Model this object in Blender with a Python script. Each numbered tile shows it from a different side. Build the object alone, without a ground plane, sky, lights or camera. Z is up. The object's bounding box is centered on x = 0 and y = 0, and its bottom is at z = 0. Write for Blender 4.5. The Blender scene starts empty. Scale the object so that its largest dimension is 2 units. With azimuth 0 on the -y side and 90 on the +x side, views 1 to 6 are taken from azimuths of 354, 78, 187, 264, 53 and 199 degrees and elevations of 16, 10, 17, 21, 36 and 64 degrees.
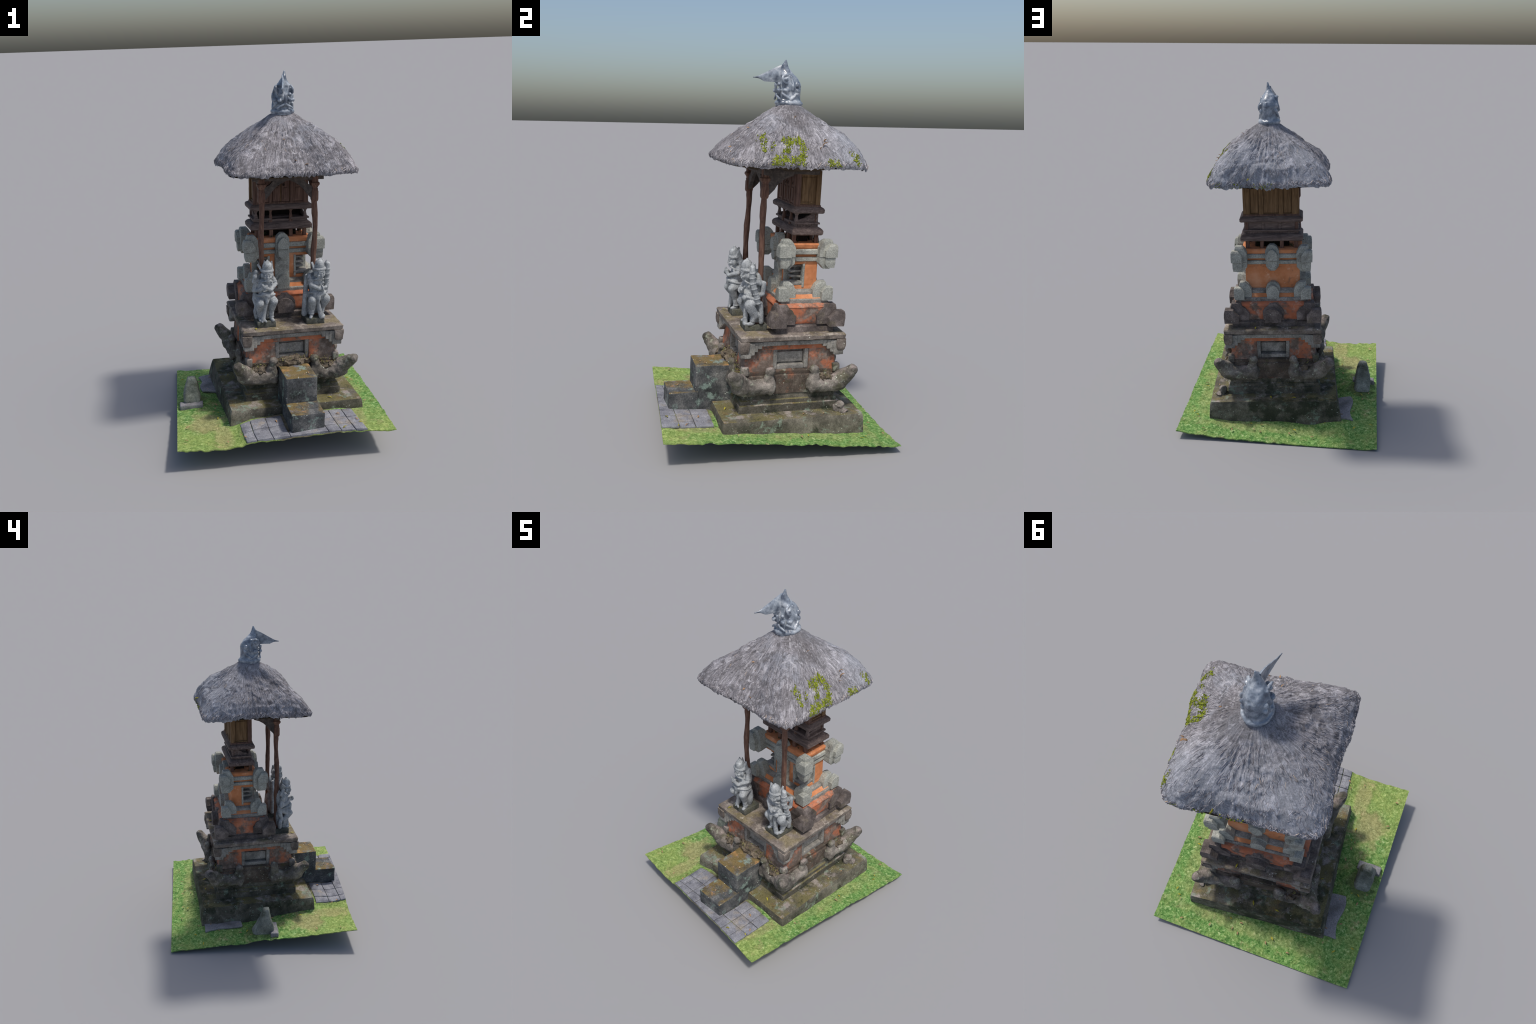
import bpy, bmesh, math, random
import numpy as np
from mathutils import Matrix, Vector, Euler

random.seed(7)
RNG = np.random.default_rng(11)

# ------------------------------------------------------------------ frame of the tower
# the shrine stands turned 5 degrees and leans a little; everything on it is modelled upright in its own frame
TURN = math.radians(5.0)
LEAN_X, LEAN_Y = 0.025, 0.030
ORIGIN = Vector((0.06, 0.04, 0.0))
_z = Vector((LEAN_X, LEAN_Y, 1.0)).normalized()
_x = Vector((math.cos(TURN), math.sin(TURN), 0.0)); _x = (_x - _z * _x.dot(_z)).normalized()
_y = _z.cross(_x)
TOWER = Matrix((( _x.x, _y.x, _z.x, ORIGIN.x), (_x.y, _y.y, _z.y, ORIGIN.y), (_x.z, _y.z, _z.z, ORIGIN.z), (0, 0, 0, 1)))
TOWER_INV = TOWER.inverted()
YT, HD = 0.071, 0.078   # shaft: middle and half depth
YC = 0.075           # the upper tower stands back on its terrace


# ------------------------------------------------------------------ noise
def _hash(ix, iy, iz, seed):
    h = (ix * 374761393 + iy * 668265263 + iz * 2147483647 + seed * 144665) & 0xFFFFFFFF
    h = ((h ^ (h >> 13)) * 1274126177) & 0xFFFFFFFF
    h = ((h ^ (h >> 16)) * 2246822519) & 0xFFFFFFFF
    return ((h ^ (h >> 15)) & 0xFFFF) / 32767.5 - 1.0


def vnoise(p, seed=0):
    p = np.asarray(p, dtype=float)
    i = np.floor(p).astype(np.int64); f = p - i
    f = f * f * (3 - 2 * f)
    r = 0
    for dx in (0, 1):
        wx = f[:, 0] if dx else 1 - f[:, 0]
        for dy in (0, 1):
            wy = f[:, 1] if dy else 1 - f[:, 1]
            for dz in (0, 1):
                wz = f[:, 2] if dz else 1 - f[:, 2]
                r = r + wx * wy * wz * _hash(i[:, 0] + dx, i[:, 1] + dy, i[:, 2] + dz, seed)
    return r


def fbm(p, octaves=3, seed=0):
    p = np.asarray(p, dtype=float)
    a, s, r = 1.0, 0.0, 0
    for k in range(octaves):
        r = r + a * vnoise(p * (2.03 ** k) + 17.3 * k, seed + k); s += a; a *= 0.5
    return r / s


# ------------------------------------------------------------------ mesh helpers
def finish(ob, mat, parent, sharp=38):
    if mat is not None:
        ob.data.materials.append(mat)
    if parent is not None:
        ob.parent = parent
    ob.data.shade_smooth()
    if sharp:
        ob.data.set_sharp_from_angle(angle=math.radians(sharp))
    return ob


def add_mesh(name, verts, faces, mat, parent, sharp=38, recalc=True):
    me = bpy.data.meshes.new(name)
    me.from_pydata([tuple(v) for v in verts], [], faces)
    if recalc:
        bm = bmesh.new(); bm.from_mesh(me)
        bmesh.ops.recalc_face_normals(bm, faces=bm.faces)
        bm.to_mesh(me); bm.free()
    ob = bpy.data.objects.new(name, me)
    bpy.context.scene.collection.objects.link(ob)
    return finish(ob, mat, parent, sharp)


def empty(name, parent=None, matrix=None):
    ob = bpy.data.objects.new(name, None)
    ob.empty_display_size = 0.05
    bpy.context.scene.collection.objects.link(ob)
    if parent is not None:
        ob.parent = parent
    if matrix is not None:
        ob.matrix_basis = matrix
    return ob


def merge(parts):
    V, F, n = [], [], 0
    for v, f in parts:
        v = np.asarray(v, dtype=float)
        V.append(v); F += [tuple(i + n for i in q) for q in f]; n += len(v)
    return np.vstack(V), F


def rough(v, amp=0.002, scale=30, octaves=3, seed=0):
    v = np.asarray(v, dtype=float)
    if amp <= 0:
        return v
    d = np.stack([fbm(v * scale + 31.7 * k, octaves, seed + 9 * k) for k in range(3)], 1)
    return v + d * amp


def ticks(a, b, r, seg):
    inner = [a, a + r * 0.35, a + r]
    n = max(1, int(round((b - a - 2 * r) / seg)))
    mid = [a + r + (b - a - 2 * r) * k / n for k in range(1, n)]
    return inner + mid + [b - r, b - r * 0.35, b]


def box(x0, x1, y0, y1, z0, z1, r=0.004, seg=0.014, amp=0.0016, scale=35, seed=0):
    """stone or timber block with worn, rounded edges"""
    r = min(r, 0.32 * min(x1 - x0, y1 - y0, z1 - z0))
    X, Y, Z = ticks(x0, x1, r, seg), ticks(y0, y1, r, seg), ticks(z0, z1, r, seg)
    idx, V, F = {}, [], []

    def vid(i, j, k):
        if (i, j, k) not in idx:
            idx[(i, j, k)] = len(V); V.append((X[i], Y[j], Z[k]))
        return idx[(i, j, k)]
    nx, ny, nz = len(X) - 1, len(Y) - 1, len(Z) - 1
    for i in range(nx):
        for j in range(ny):
            F.append((vid(i, j, 0), vid(i, j + 1, 0), vid(i + 1, j + 1, 0), vid(i + 1, j, 0)))
            F.append((vid(i, j, nz), vid(i + 1, j, nz), vid(i + 1, j + 1, nz), vid(i, j + 1, nz)))
    for i in range(nx):
        for k in range(nz):
            F.append((vid(i, 0, k), vid(i + 1, 0, k), vid(i + 1, 0, k + 1), vid(i, 0, k + 1)))
            F.append((vid(i, ny, k), vid(i, ny, k + 1), vid(i + 1, ny, k + 1), vid(i + 1, ny, k)))
    for j in range(ny):
        for k in range(nz):
            F.append((vid(0, j, k), vid(0, j, k + 1), vid(0, j + 1, k + 1), vid(0, j + 1, k)))
            F.append((vid(nx, j, k), vid(nx, j + 1, k), vid(nx, j + 1, k + 1), vid(nx, j, k + 1)))
    P = np.array(V)
    lo = np.array([x0 + r, y0 + r, z0 + r]); hi = np.array([x1 - r, y1 - r, z1 - r])
    q = np.clip(P, lo, hi); d = P - q
    n = np.linalg.norm(d, axis=1, keepdims=True); n[n == 0] = 1
    P = q + d / n * r
    return rough(P, amp, scale, 3, seed), F


def loft(sections, cap=True, amp=0.0, scale=30, seed=0, closed=True):
    """skin through equal-length closed cross-sections"""
    S = np.array(sections, dtype=float); m, n, _ = S.shape
    V = S.reshape(-1, 3); F = []
    for a in range(m - 1):
        for b in range(n if closed else n - 1):
            c = (b + 1) % n
            F.append((a * n + b, a * n + c, (a + 1) * n + c, (a + 1) * n + b))
    if cap:
        V = np.vstack([V, S[0].mean(0), S[-1].mean(0)]); c0 = m * n; c1 = c0 + 1
        for b in range(n):
            c = (b + 1) % n
            F.append((c0, c, b)); F.append((c1, (m - 1) * n + b, (m - 1) * n + c))
    return rough(V, amp, scale, 3, seed), F


def rect_ring(x0, x1, y0, y1, z, seg, r):
    """closed rounded rectangle with a fixed number of points per side"""
    nx, ny = seg
    X = [x0 + r + (x1 - x0 - 2 * r) * k / nx for k in range(nx + 1)]
    Y = [y0 + r + (y1 - y0 - 2 * r) * k / ny for k in range(ny + 1)]
    k = r * 0.29
    pts = [(x, y0) for x in X] + [(x1 - k, y0 + k)] + [(x1, y) for y in Y] + [(x1 - k, y1 - k)]
    pts += [(x, y1) for x in reversed(X)] + [(x0 + k, y1 - k)] + [(x0, y) for y in reversed(Y)] + [(x0 + k, y0 + k)]
    return [(p[0], p[1], z) for p in pts]


def fill_levels(levels, step):
    out = [levels[0]]
    for a, b in zip(levels, levels[1:]):
        d = max(abs(p - q) for p, q in zip(a, b)); n = max(1, int(math.ceil(d / step)))
        for k in range(1, n + 1):
            t = k / n
            out.append(tuple(p + (q - p) * t for p, q in zip(a, b)))
    return out


def tier(levels, yc=0.0, r=0.005, step=0.014, amp=0.0016, scale=35, seed=0, seg=None):
    """square-plan moulding: levels are (half width, half depth, height)"""
    L = fill_levels(levels, step)
    w = max(l[0] for l in levels); d = max(l[1] for l in levels)
    seg = seg or (max(2, int(2 * w / step)), max(2, int(2 * d / step)))
    return loft([rect_ring(-l[0], l[0], yc - l[1], yc + l[1], l[2], seg, min(r, l[0] * 0.4, l[1] * 0.4)) for l in L],
                amp=amp, scale=scale, seed=seed)


def corner_block(cx, cy, sx, sy, levels, yc=YC, amp=0.0008, seed=0):
    """carved block wrapped round a tower corner; levels are (height, inner reach, outer reach)"""
    L = fill_levels([(a, b, c) for a, b, c in levels], 0.012)
    rings = []
    for z, lo, hi in L:
        ring = rect_ring(cx + lo, cx + hi, cy + lo, cy + hi, z, (5, 5), 0.0018)
        rings.append([(sx * p[0], yc + sy * p[1], p[2]) for p in ring])
    return loft(rings, amp=amp, scale=45, seed=seed)


def plate(levels, y0, y1, x=0.0, amp=0.0012, seed=0):
    """upright plate; levels are (height, half width)"""
    L = fill_levels([(a, b) for a, b in levels], 0.012)
    return loft([rect_ring(x - w, x + w, y0, y1, z, (6, 3), 0.002) for z, w in L], amp=amp, scale=45, seed=seed)


def sphere(c, r, sub=3, rot=None):
    bm = bmesh.new(); bmesh.ops.create_icosphere(bm, subdivisions=sub, radius=1.0)
    v = np.array([x.co[:] for x in bm.verts]); f = [tuple(x.index for x in q.verts) for q in bm.faces]; bm.free()
    r = np.array(r if hasattr(r, '__len__') else (r, r, r))
    v = v * r
    if rot is not None:
        v = v @ np.array(Euler(rot).to_matrix()).T
    return v + np.array(c), f


def frame_at(d):
    d = np.array(d, float); d /= np.linalg.norm(d)
    a = np.array([0, 0, 1.0]) if abs(d[2]) < 0.9 else np.array([1.0, 0, 0])
    u = np.cross(a, d); u /= np.linalg.norm(u)
    return u, np.cross(d, u)


def tube(path, radii, n=10, amp=0.0, scale=40, seed=0, flat=1.0, twist=0.0):
    P = np.array(path, float); rings = []
    for i, p in enumerate(P):
        d = P[min(i + 1, len(P) - 1)] - P[max(i - 1, 0)]
        u, w = frame_at(d)
        rings.append([p + radii[i] * (math.cos(t + twist) * u * flat + math.sin(t + twist) * w) for t in np.linspace(0, 2 * math.pi, n, endpoint=False)])
    return loft(rings, amp=amp, scale=scale, seed=seed)


def capsule(a, b, ra, rb):
    a, b = np.array(a, float), np.array(b, float)
    d = b - a; L = np.linalg.norm(d); d = d / L
    path, rad = [], []
    for t in (-1, -0.8, -0.45, 0):
        path.append(a + d * ra * t); rad.append(max(ra * math.sqrt(max(0, 1 - t * t)), ra * 0.05))
    for t in (0.33, 0.67):
        path.append(a + d * L * t); rad.append(ra + (rb - ra) * t)
    for t in (0, 0.45, 0.8, 1):
        path.append(b + d * rb * t); rad.append(max(rb * math.sqrt(max(0, 1 - t * t)), rb * 0.05))
    u, w = frame_at(d); rings = []
    for p, r in zip(path, rad):
        rings.append([p + r * (math.cos(t) * u + math.sin(t) * w) for t in np.linspace(0, 2 * math.pi, 14, endpoint=False)])
    return loft(rings)


def torus(c, axis, R, r, n=24, m=8, arc=(0, 2 * math.pi)):
    u, w = frame_at(axis); ax = np.array(axis, float); ax /= np.linalg.norm(ax)
    full = abs(arc[1] - arc[0]) > 6.2
    T = np.linspace(arc[0], arc[1], n, endpoint=not full)
    rings = []
    for t in T:
        e = math.cos(t) * u + math.sin(t) * w
        rings.append([np.array(c) + e * (R + r * math.cos(s)) + ax * r * math.sin(s) for s in np.linspace(0, 2 * math.pi, m, endpoint=False)])
    if full:
        rings.append(rings[0])
    return loft(rings, cap=not full)


def fused(name, parts, voxel, smooth_steps=2):
    """melt overlapping solids into one skin"""
    V, F = merge(parts)
    me = bpy.data.meshes.new(name); me.from_pydata([tuple(v) for v in V], [], F)
    bm = bmesh.new(); bm.from_mesh(me); bmesh.ops.recalc_face_normals(bm, faces=bm.faces); bm.to_mesh(me); bm.free()
    ob = bpy.data.objects.new(name, me); bpy.context.scene.collection.objects.link(ob)
    m = ob.modifiers.new('melt', 'REMESH'); m.mode = 'VOXEL'; m.voxel_size = voxel; m.use_smooth_shade = True
    if smooth_steps:
        s = ob.modifiers.new('relax', 'SMOOTH'); s.factor = 0.5; s.iterations = smooth_steps
    dg = bpy.context.evaluated_depsgraph_get()
    ev = ob.evaluated_get(dg); em = ev.to_mesh()
    V = np.array([v.co[:] for v in em.vertices]); F = [tuple(p.vertices) for p in em.polygons]
    ev.to_mesh_clear()
    bpy.data.objects.remove(ob); bpy.data.meshes.remove(me)
    return V, F


def vertex_normals(V, F):
    N = np.zeros_like(V)
    for q in F:
        a, b, c = V[q[0]], V[q[1]], V[q[2]]
        n = np.cross(b - a, c - a)
        for i in q:
            N[i] += n
    L = np.linalg.norm(N, axis=1, keepdims=True); L[L == 0] = 1
    return N / L


# ------------------------------------------------------------------ materials
def lin(c):
    r = [((v / 255.0) / 12.92 if v / 255.0 <= 0.04045 else ((v / 255.0 + 0.055) / 1.055) ** 2.4) for v in c]
    return (r[0], r[1], r[2], 1.0)


class Shader:
    def __init__(self, name, rough=0.9, spec=0.25):
        self.m = bpy.data.materials.new(name); self.m.use_nodes = True
        self.t = self.m.node_tree; self.n = self.t.nodes
        self.b = self.n['Principled BSDF']
        self.b.inputs['Roughness'].default_value = rough
        self.b.inputs['Specular IOR Level'].default_value = spec
        self.co = self.n.new('ShaderNodeTexCoord').outputs['Object']

    def link(self, a, b):
        self.t.links.new(a, b)

    def val(self, sock, x):
        if isinstance(x, (int, float)):
            sock.default_value = x
        else:
            self.link(x, sock)

    def mapped(self, scale=(1, 1, 1), loc=(0, 0, 0), src=None):
        m = self.n.new('ShaderNodeMapping'); m.inputs['Scale'].default_value = scale; m.inputs['Location'].default_value = loc
        self.link(src or self.co, m.inputs['Vector']); return m.outputs['Vector']

    def noise(self, scale, detail=4, rough=0.6, src=None, distort=0.0):
        n = self.n.new('ShaderNodeTexNoise'); n.inputs['Scale'].default_value = scale
        n.inputs['Detail'].default_value = detail; n.inputs['Roughness'].default_value = rough
        n.inputs['Distortion'].default_value = distort
        self.link(src or self.co, n.inputs['Vector']); return n.outputs['Fac']

    def voronoi(self, scale, out='Distance', src=None, rand=1.0):
        n = self.n.new('ShaderNodeTexVoronoi'); n.inputs['Scale'].default_value = scale; n.inputs['Randomness'].default_value = rand
        self.link(src or self.co, n.inputs['Vector']); return n.outputs[out]

    def ramp(self, fac, stops):
        r = self.n.new('ShaderNodeValToRGB'); e = r.color_ramp.elements
        while len(e) < len(stops):
            e.new(0.5)
        for i, (p, c) in enumerate(stops):
            e[i].position = p; e[i].color = c if len(c) == 4 else lin(c)
        self.link(fac, r.inputs['Fac']); return r.outputs['Color']

    def step(self, fac, lo, hi, flip=False):
        m = self.n.new('ShaderNodeMapRange'); m.interpolation_type = 'SMOOTHSTEP'
        m.inputs['From Min'].default_value = lo; m.inputs['From Max'].default_value = hi
        m.inputs['To Min'].default_value = 1.0 if flip else 0.0; m.inputs['To Max'].default_value = 0.0 if flip else 1.0
        self.link(fac, m.inputs['Value']); return m.outputs['Result']

    def math(self, op, a, b=0.0, c=0.0):
        m = self.n.new('ShaderNodeMath'); m.operation = op
        self.val(m.inputs[0], a); self.val(m.inputs[1], b); self.val(m.inputs[2], c)
        return m.outputs[0]

    def mix(self, fac, a, b, mode='MIX'):
        m = self.n.new('ShaderNodeMix'); m.data_type = 'RGBA'; m.blend_type = mode
        self.val(m.inputs['Factor'], fac)
        for s, x in ((m.inputs['A'], a), (m.inputs['B'], b)):
            if isinstance(x, (tuple, list)):
                s.default_value = x if len(x) == 4 else lin(x)
            else:
                self.link(x, s)
        return m.outputs['Result']

    def axis(self, k, src=None):
        s = self.n.new('ShaderNodeSeparateXYZ'); self.link(src or self.co, s.inputs[0]); return s.outputs[k]

    def normal(self, k):
        g = self.n.new('ShaderNodeNewGeometry'); return self.axis(k, g.outputs['Normal'])

    def done(self, color, bump=None, strength=0.4, dist=0.003):
        self.link(color, self.b.inputs['Base Color'])
        if bump is not None:
            b = self.n.new('ShaderNodeBump'); b.inputs['Strength'].default_value = strength; b.inputs['Distance'].default_value = dist
            self.link(bump, b.inputs['Height']); self.link(b.outputs['Normal'], self.b.inputs['Normal'])
        return self.m


def stone(name, dark, mid, light, scale=18, patches=(), speck=None, bump=0.5, rough=0.92):
    """weathered stone: cloudy tones, then patches of (colour, noise scale, from, to, strength, upward)"""
    s = Shader(name, rough)
    base = s.ramp(s.noise(scale, 6, 0.65), [(0.28, dark), (0.5, mid), (0.74, light)])
    for i, (c, sc, lo, hi, k, up) in enumerate(patches):
        f = s.step(s.noise(sc, 5, 0.65, s.mapped(loc=(3.1 * i + 1, 7.7, 2.3 * i))), lo, hi)
        if up:
            f = s.math('MULTIPLY', f, s.step(s.normal(2), 0.35, 0.8))
        base = s.mix(s.math('MULTIPLY', f, k), base, c)
    grain = s.noise(160, 3, 0.7)
    base = s.mix(0.5, base, s.ramp(grain, [(0.32, (64, 64, 64)), (0.68, (192, 192, 192))]), 'OVERLAY')
    if speck:
        c, sc, lo = speck
        f = s.math('MULTIPLY', s.step(s.voronoi(sc), 0.10, 0.22, True), s.step(s.noise(sc * 0.35, 3), lo, lo + 0.08))
        base = s.mix(f, base, c)
    h = s.math('ADD', s.noise(60, 6, 0.7), s.math('MULTIPLY', grain, 0.4))
    return s.done(base, h, bump, 0.004)


def make_materials():
    M = {}
    M['plinth'] = stone('mossy_plinth_stone', (50, 52, 44), (100, 96, 85), (152, 146, 132), 9,
                        [((124, 117, 76), 7, 0.38, 0.58, 0.75, True), ((142, 116, 72), 11, 0.56, 0.68, 0.5, True), ((170, 160, 154), 12, 0.52, 0.66, 0.8, True),
                         ((140, 156, 138), 17, 0.56, 0.66, 0.75, False), ((44, 52, 36), 6, 0.52, 0.62, 0.75, False)], ((190, 196, 184), 70, 0.55))
    M['step'] = stone('lichened_step_stone', (46, 50, 50), (88, 90, 91), (142, 141, 138), 10,
                      [((132, 112, 66), 6, 0.34, 0.52, 0.85, True), ((192, 146, 96), 13, 0.57, 0.67, 0.8, True), ((122, 124, 138), 9, 0.54, 0.65, 0.75, True),
                       ((146, 166, 156), 15, 0.54, 0.66, 0.8, False)], ((204, 208, 198), 60, 0.55))
    M['dark'] = stone('dark_weathered_stone', (70, 63, 61), (110, 101, 97), (160, 148, 142), 14,
                      [((70, 62, 56), 9, 0.55, 0.70, 0.6, False), ((110, 102, 76), 9, 0.55, 0.68, 0.45, False)], ((196, 196, 186), 55, 0.60))
    M['cornice'] = stone('weathered_cornice_stone', (76, 69, 64), (128, 118, 110), (182, 171, 160), 12,
                         [((140, 128, 90), 9, 0.46, 0.62, 0.6, True), ((208, 198, 184), 13, 0.54, 0.66, 0.8, True), ((70, 64, 56), 7, 0.53, 0.66, 0.55, False)],
                         ((200, 200, 188), 50, 0.58))
    M['horn'] = stone('mossy_carved_stone', (60, 58, 53), (116, 110, 103), (174, 166, 156), 11,
                      [((90, 90, 64), 9, 0.50, 0.64, 0.6, False), ((168, 172, 154), 20, 0.56, 0.66, 0.7, False), ((172, 158, 152), 8, 0.48, 0.62, 0.65, True)],
                      ((190, 196, 180), 60, 0.54))
    M['grey'] = stone('pale_grey_stone', (142, 144, 137), (170, 171, 162), (198, 198, 187), 10,  # all three tones lightened to lift the faces turned from the sun
                      [((110, 106, 101), 8, 0.52, 0.68, 0.6, False)], None, 0.35)
    M['trim'] = stone('grey_trim_stone', (106, 104, 99), (150, 147, 140), (188, 183, 174), 14,
                      [((84, 78, 72), 10, 0.54, 0.68, 0.6, False)], None, 0.35)
    M['statue'] = stone('blue_grey_carved_stone', (126, 130, 133), (164, 168, 170), (202, 205, 206), 26,  # light tone whitened for the highlights on the carving
                        [((112, 116, 118), 30, 0.56, 0.68, 0.45, False)], None, 0.22, 0.75)
    M['statue_base'] = stone('dark_statue_base_stone', (64, 66, 61), (92, 93, 86), (122, 123, 114), 16,
                             [((98, 98, 72), 14, 0.52, 0.64, 0.5, False)], None, 0.4)
    # orange plaster and brick
    s = Shader('orange_plaster', 0.92)
    base = s.ramp(s.noise(9, 5, 0.6), [(0.28, (168, 104, 66)), (0.5, (198, 130, 88)), (0.74, (214, 158, 122))])
    base = s.mix(s.math('MULTIPLY', s.step(s.noise(14, 6, 0.7, s.mapped(loc=(4, 1, 2))), 0.56, 0.70), 0.65), base, (120, 90, 74))
    base = s.mix(s.math('MULTIPLY', s.step(s.noise(22, 5, 0.7, s.mapped(loc=(9, 3, 5))), 0.58, 0.72), 0.6), base, (222, 184, 156))
    M['orange'] = s.done(base, s.noise(90, 5, 0.7), 0.3, 0.003)

    def stained(name, lo, hi):
        s = Shader(name, 0.92)
        base = s.ramp(s.noise(11, 5, 0.6), [(0.28, (150, 88, 60)), (0.5, (178, 108, 78)), (0.74, (198, 138, 108))])
        grime = s.ramp(s.noise(24, 5, 0.7), [(0.3, (76, 67, 61)), (0.5, (108, 95, 86)), (0.7, (146, 134, 124))])
        base = s.mix(s.step(s.noise(7.5, 6, 0.72, s.mapped(loc=(2, 6, 1))), lo, hi), base, grime)
        base = s.mix(s.math('MULTIPLY', s.step(s.noise(18, 5, 0.7, s.mapped(loc=(8, 2, 5))), 0.57, 0.68), 0.65), base, (166, 156, 144))
        return s.done(base, s.noise(70, 6, 0.7), 0.5, 0.004)
    M['stained'] = stained('stained_orange_plaster', 0.46, 0.60)
    M['wall'] = stained('weathered_wall_plaster', 0.38, 0.55)
    M['belt'] = stone('mossy_belt_stone', (62, 56, 50), (98, 87, 78), (136, 124, 112), 11,
                      [((150, 96, 70), 9, 0.55, 0.68, 0.7, False), ((86, 84, 56), 8, 0.54, 0.66, 0.6, False), ((152, 156, 140), 22, 0.56, 0.66, 0.7, False)], ((190, 196, 180), 60, 0.56))

    # timbers: grain runs along z or x
    def wood(name, a, b, c, stretch, rough=0.75):
        s = Shader(name, rough)
        g = s.noise(1.0, 5, 0.65, s.mapped(stretch), 0.6)
        base = s.ramp(g, [(0.3, a), (0.5, b), (0.72, c)])
        base = s.mix(s.math('MULTIPLY', s.step(s.noise(16, 4), 0.55, 0.7), 0.45), base, a)
        return s.done(base, g, 0.45, 0.002)
    M['post'] = wood('brown_post_timber', (72, 50, 42), (104, 76, 64), (136, 106, 88), (150, 150, 14))
    M['ledge'] = wood('weathered_ledge_timber', (72, 61, 58), (100, 86, 81), (132, 116, 108), (16, 60, 120))
    M['panel'] = wood('ochre_panel_timber', (84, 64, 42), (110, 85, 58), (136, 108, 78), (120, 120, 9))
    M['door'] = wood('brown_door_timber', (74, 54, 46), (100, 76, 66), (126, 98, 84), (120, 120, 10))
    M['brace'] = wood('dark_brace_timber', (58, 52, 50), (80, 72, 68), (104, 95, 88), (40, 40, 40))
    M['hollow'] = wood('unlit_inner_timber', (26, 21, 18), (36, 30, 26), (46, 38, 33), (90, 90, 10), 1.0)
    # thatch
    s = Shader('grey_thatch', 0.95, 0.15)
    ang = s.math('ARCTAN2', s.axis(1), s.axis(0))
    ca = s.n.new('ShaderNodeCombineXYZ')
    s.link(s.math('MULTIPLY', s.math('COSINE', ang), 30), ca.inputs[0]); s.link(s.math('MULTIPLY', s.math('SINE', ang), 30), ca.inputs[1])
    s.link(s.math('MULTIPLY', s.axis(2), 9), ca.inputs[2])
    ca2 = s.mapped((1, 1, 0.6))
    streak = s.noise(1.6, 6, 0.72, ca.outputs[0], 1.2)
    base = s.ramp(streak, [(0.30, (82, 80, 83)), (0.44, (140, 137, 141)), (0.58, (180, 177, 182)), (0.74, (224, 221, 225))])
    base = s.mix(s.math('MULTIPLY', s.step(s.noise(5, 4, 0.6), 0.48, 0.62), 0.60), base, (112, 109, 112))
    base = s.mix(s.math('MULTIPLY', s.step(s.noise(4.2, 4, 0.6, s.mapped(loc=(5, 5, 1))), 0.52, 0.66), 0.35), base, (152, 160, 172))
    base = s.mix(s.math('MULTIPLY', s.step(s.noise(26, 4, 0.7, ca2, 0.8), 0.48, 0.62), 0.7), base, (104, 101, 103))
    base = s.mix(s.math('MULTIPLY', s.step(s.noise(30, 4, 0.7, s.mapped((1, 1, 0.6), (3, 8, 1)), 0.8), 0.53, 0.65), 0.6), base, (208, 206, 210))
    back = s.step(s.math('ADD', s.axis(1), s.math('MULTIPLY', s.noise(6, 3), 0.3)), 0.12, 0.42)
    base = s.mix(s.math('MULTIPLY', back, 0.42), base, (188, 195, 206))  # back slope tinted pale blue for the skylight baked into the scan
    base = s.mix(0.5, base, s.ramp(s.noise(140, 4, 0.75), [(0.3, (60, 60, 60)), (0.7, (200, 200, 200))]), 'OVERLAY')
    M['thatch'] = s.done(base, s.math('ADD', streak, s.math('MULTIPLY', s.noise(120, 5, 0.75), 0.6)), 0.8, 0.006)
    s = Shader('loose_straw', 0.95, 0.15)
    g = s.n.new('ShaderNodeNewGeometry')
    base = s.ramp(g.outputs['Random Per Island'], [(0.0, (96, 93, 97)), (0.35, (136, 133, 138)), (0.7, (164, 161, 166)), (0.97, (196, 193, 196)), (1.0, (206, 180, 150))])
    M['straw'] = s.done(base)
    s = Shader('thatch_underside', 0.95, 0.1)
    M['soffit'] = s.done(s.ramp(s.noise(24, 5), [(0.3, (58, 50, 42)), (0.7, (92, 78, 62))]), s.noise(90, 4), 0.5, 0.004)
    s = Shader('bright_moss', 0.95, 0.1)
    M['moss'] = s.done(s.ramp(s.noise(60, 4), [(0.3, (74, 84, 30)), (0.5, (118, 128, 42)), (0.72, (170, 176, 72))]), s.noise(180, 4), 0.7, 0.004)
    # finial: grey glazed clay
    s = Shader('grey_glazed_clay', 0.25, 0.6)
    base = s.ramp(s.noise(26, 4, 0.6), [(0.3, (74, 82, 96)), (0.5, (128, 137, 148)), (0.72, (188, 193, 199))])  # wide tone range paints bright glints and dark recesses into the glaze
    M['glaze'] = s.done(base, s.noise(40, 4), 0.25, 0.004)
    # ground
    s = Shader('lawn_turf', 0.95, 0.15)
    fine = s.noise(62, 6, 0.78, None, 0.8); mid = s.noise(16, 4, 0.65)
    green = s.ramp(fine, [(0.32, (40, 74, 36)), (0.44, (82, 126, 62)), (0.55, (122, 162, 90)), (0.68, (202, 214, 158))])
    green = s.mix(s.math('MULTIPLY', s.step(mid, 0.42, 0.62), 0.5), green, s.ramp(fine, [(0.32, (80, 116, 50)), (0.68, (184, 196, 122))]))
    front = s.step(s.math('ADD', s.axis(1), s.math('MULTIPLY', s.noise(5, 3), 0.5)), -0.35, 0.05, True)
    green = s.mix(s.math('MULTIPLY', front, 0.5), green, s.ramp(fine, [(0.3, (106, 124, 58)), (0.7, (188, 194, 116))]))
    dry = s.ramp(fine, [(0.3, (126, 114, 76)), (0.7, (200, 182, 140))])

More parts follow.
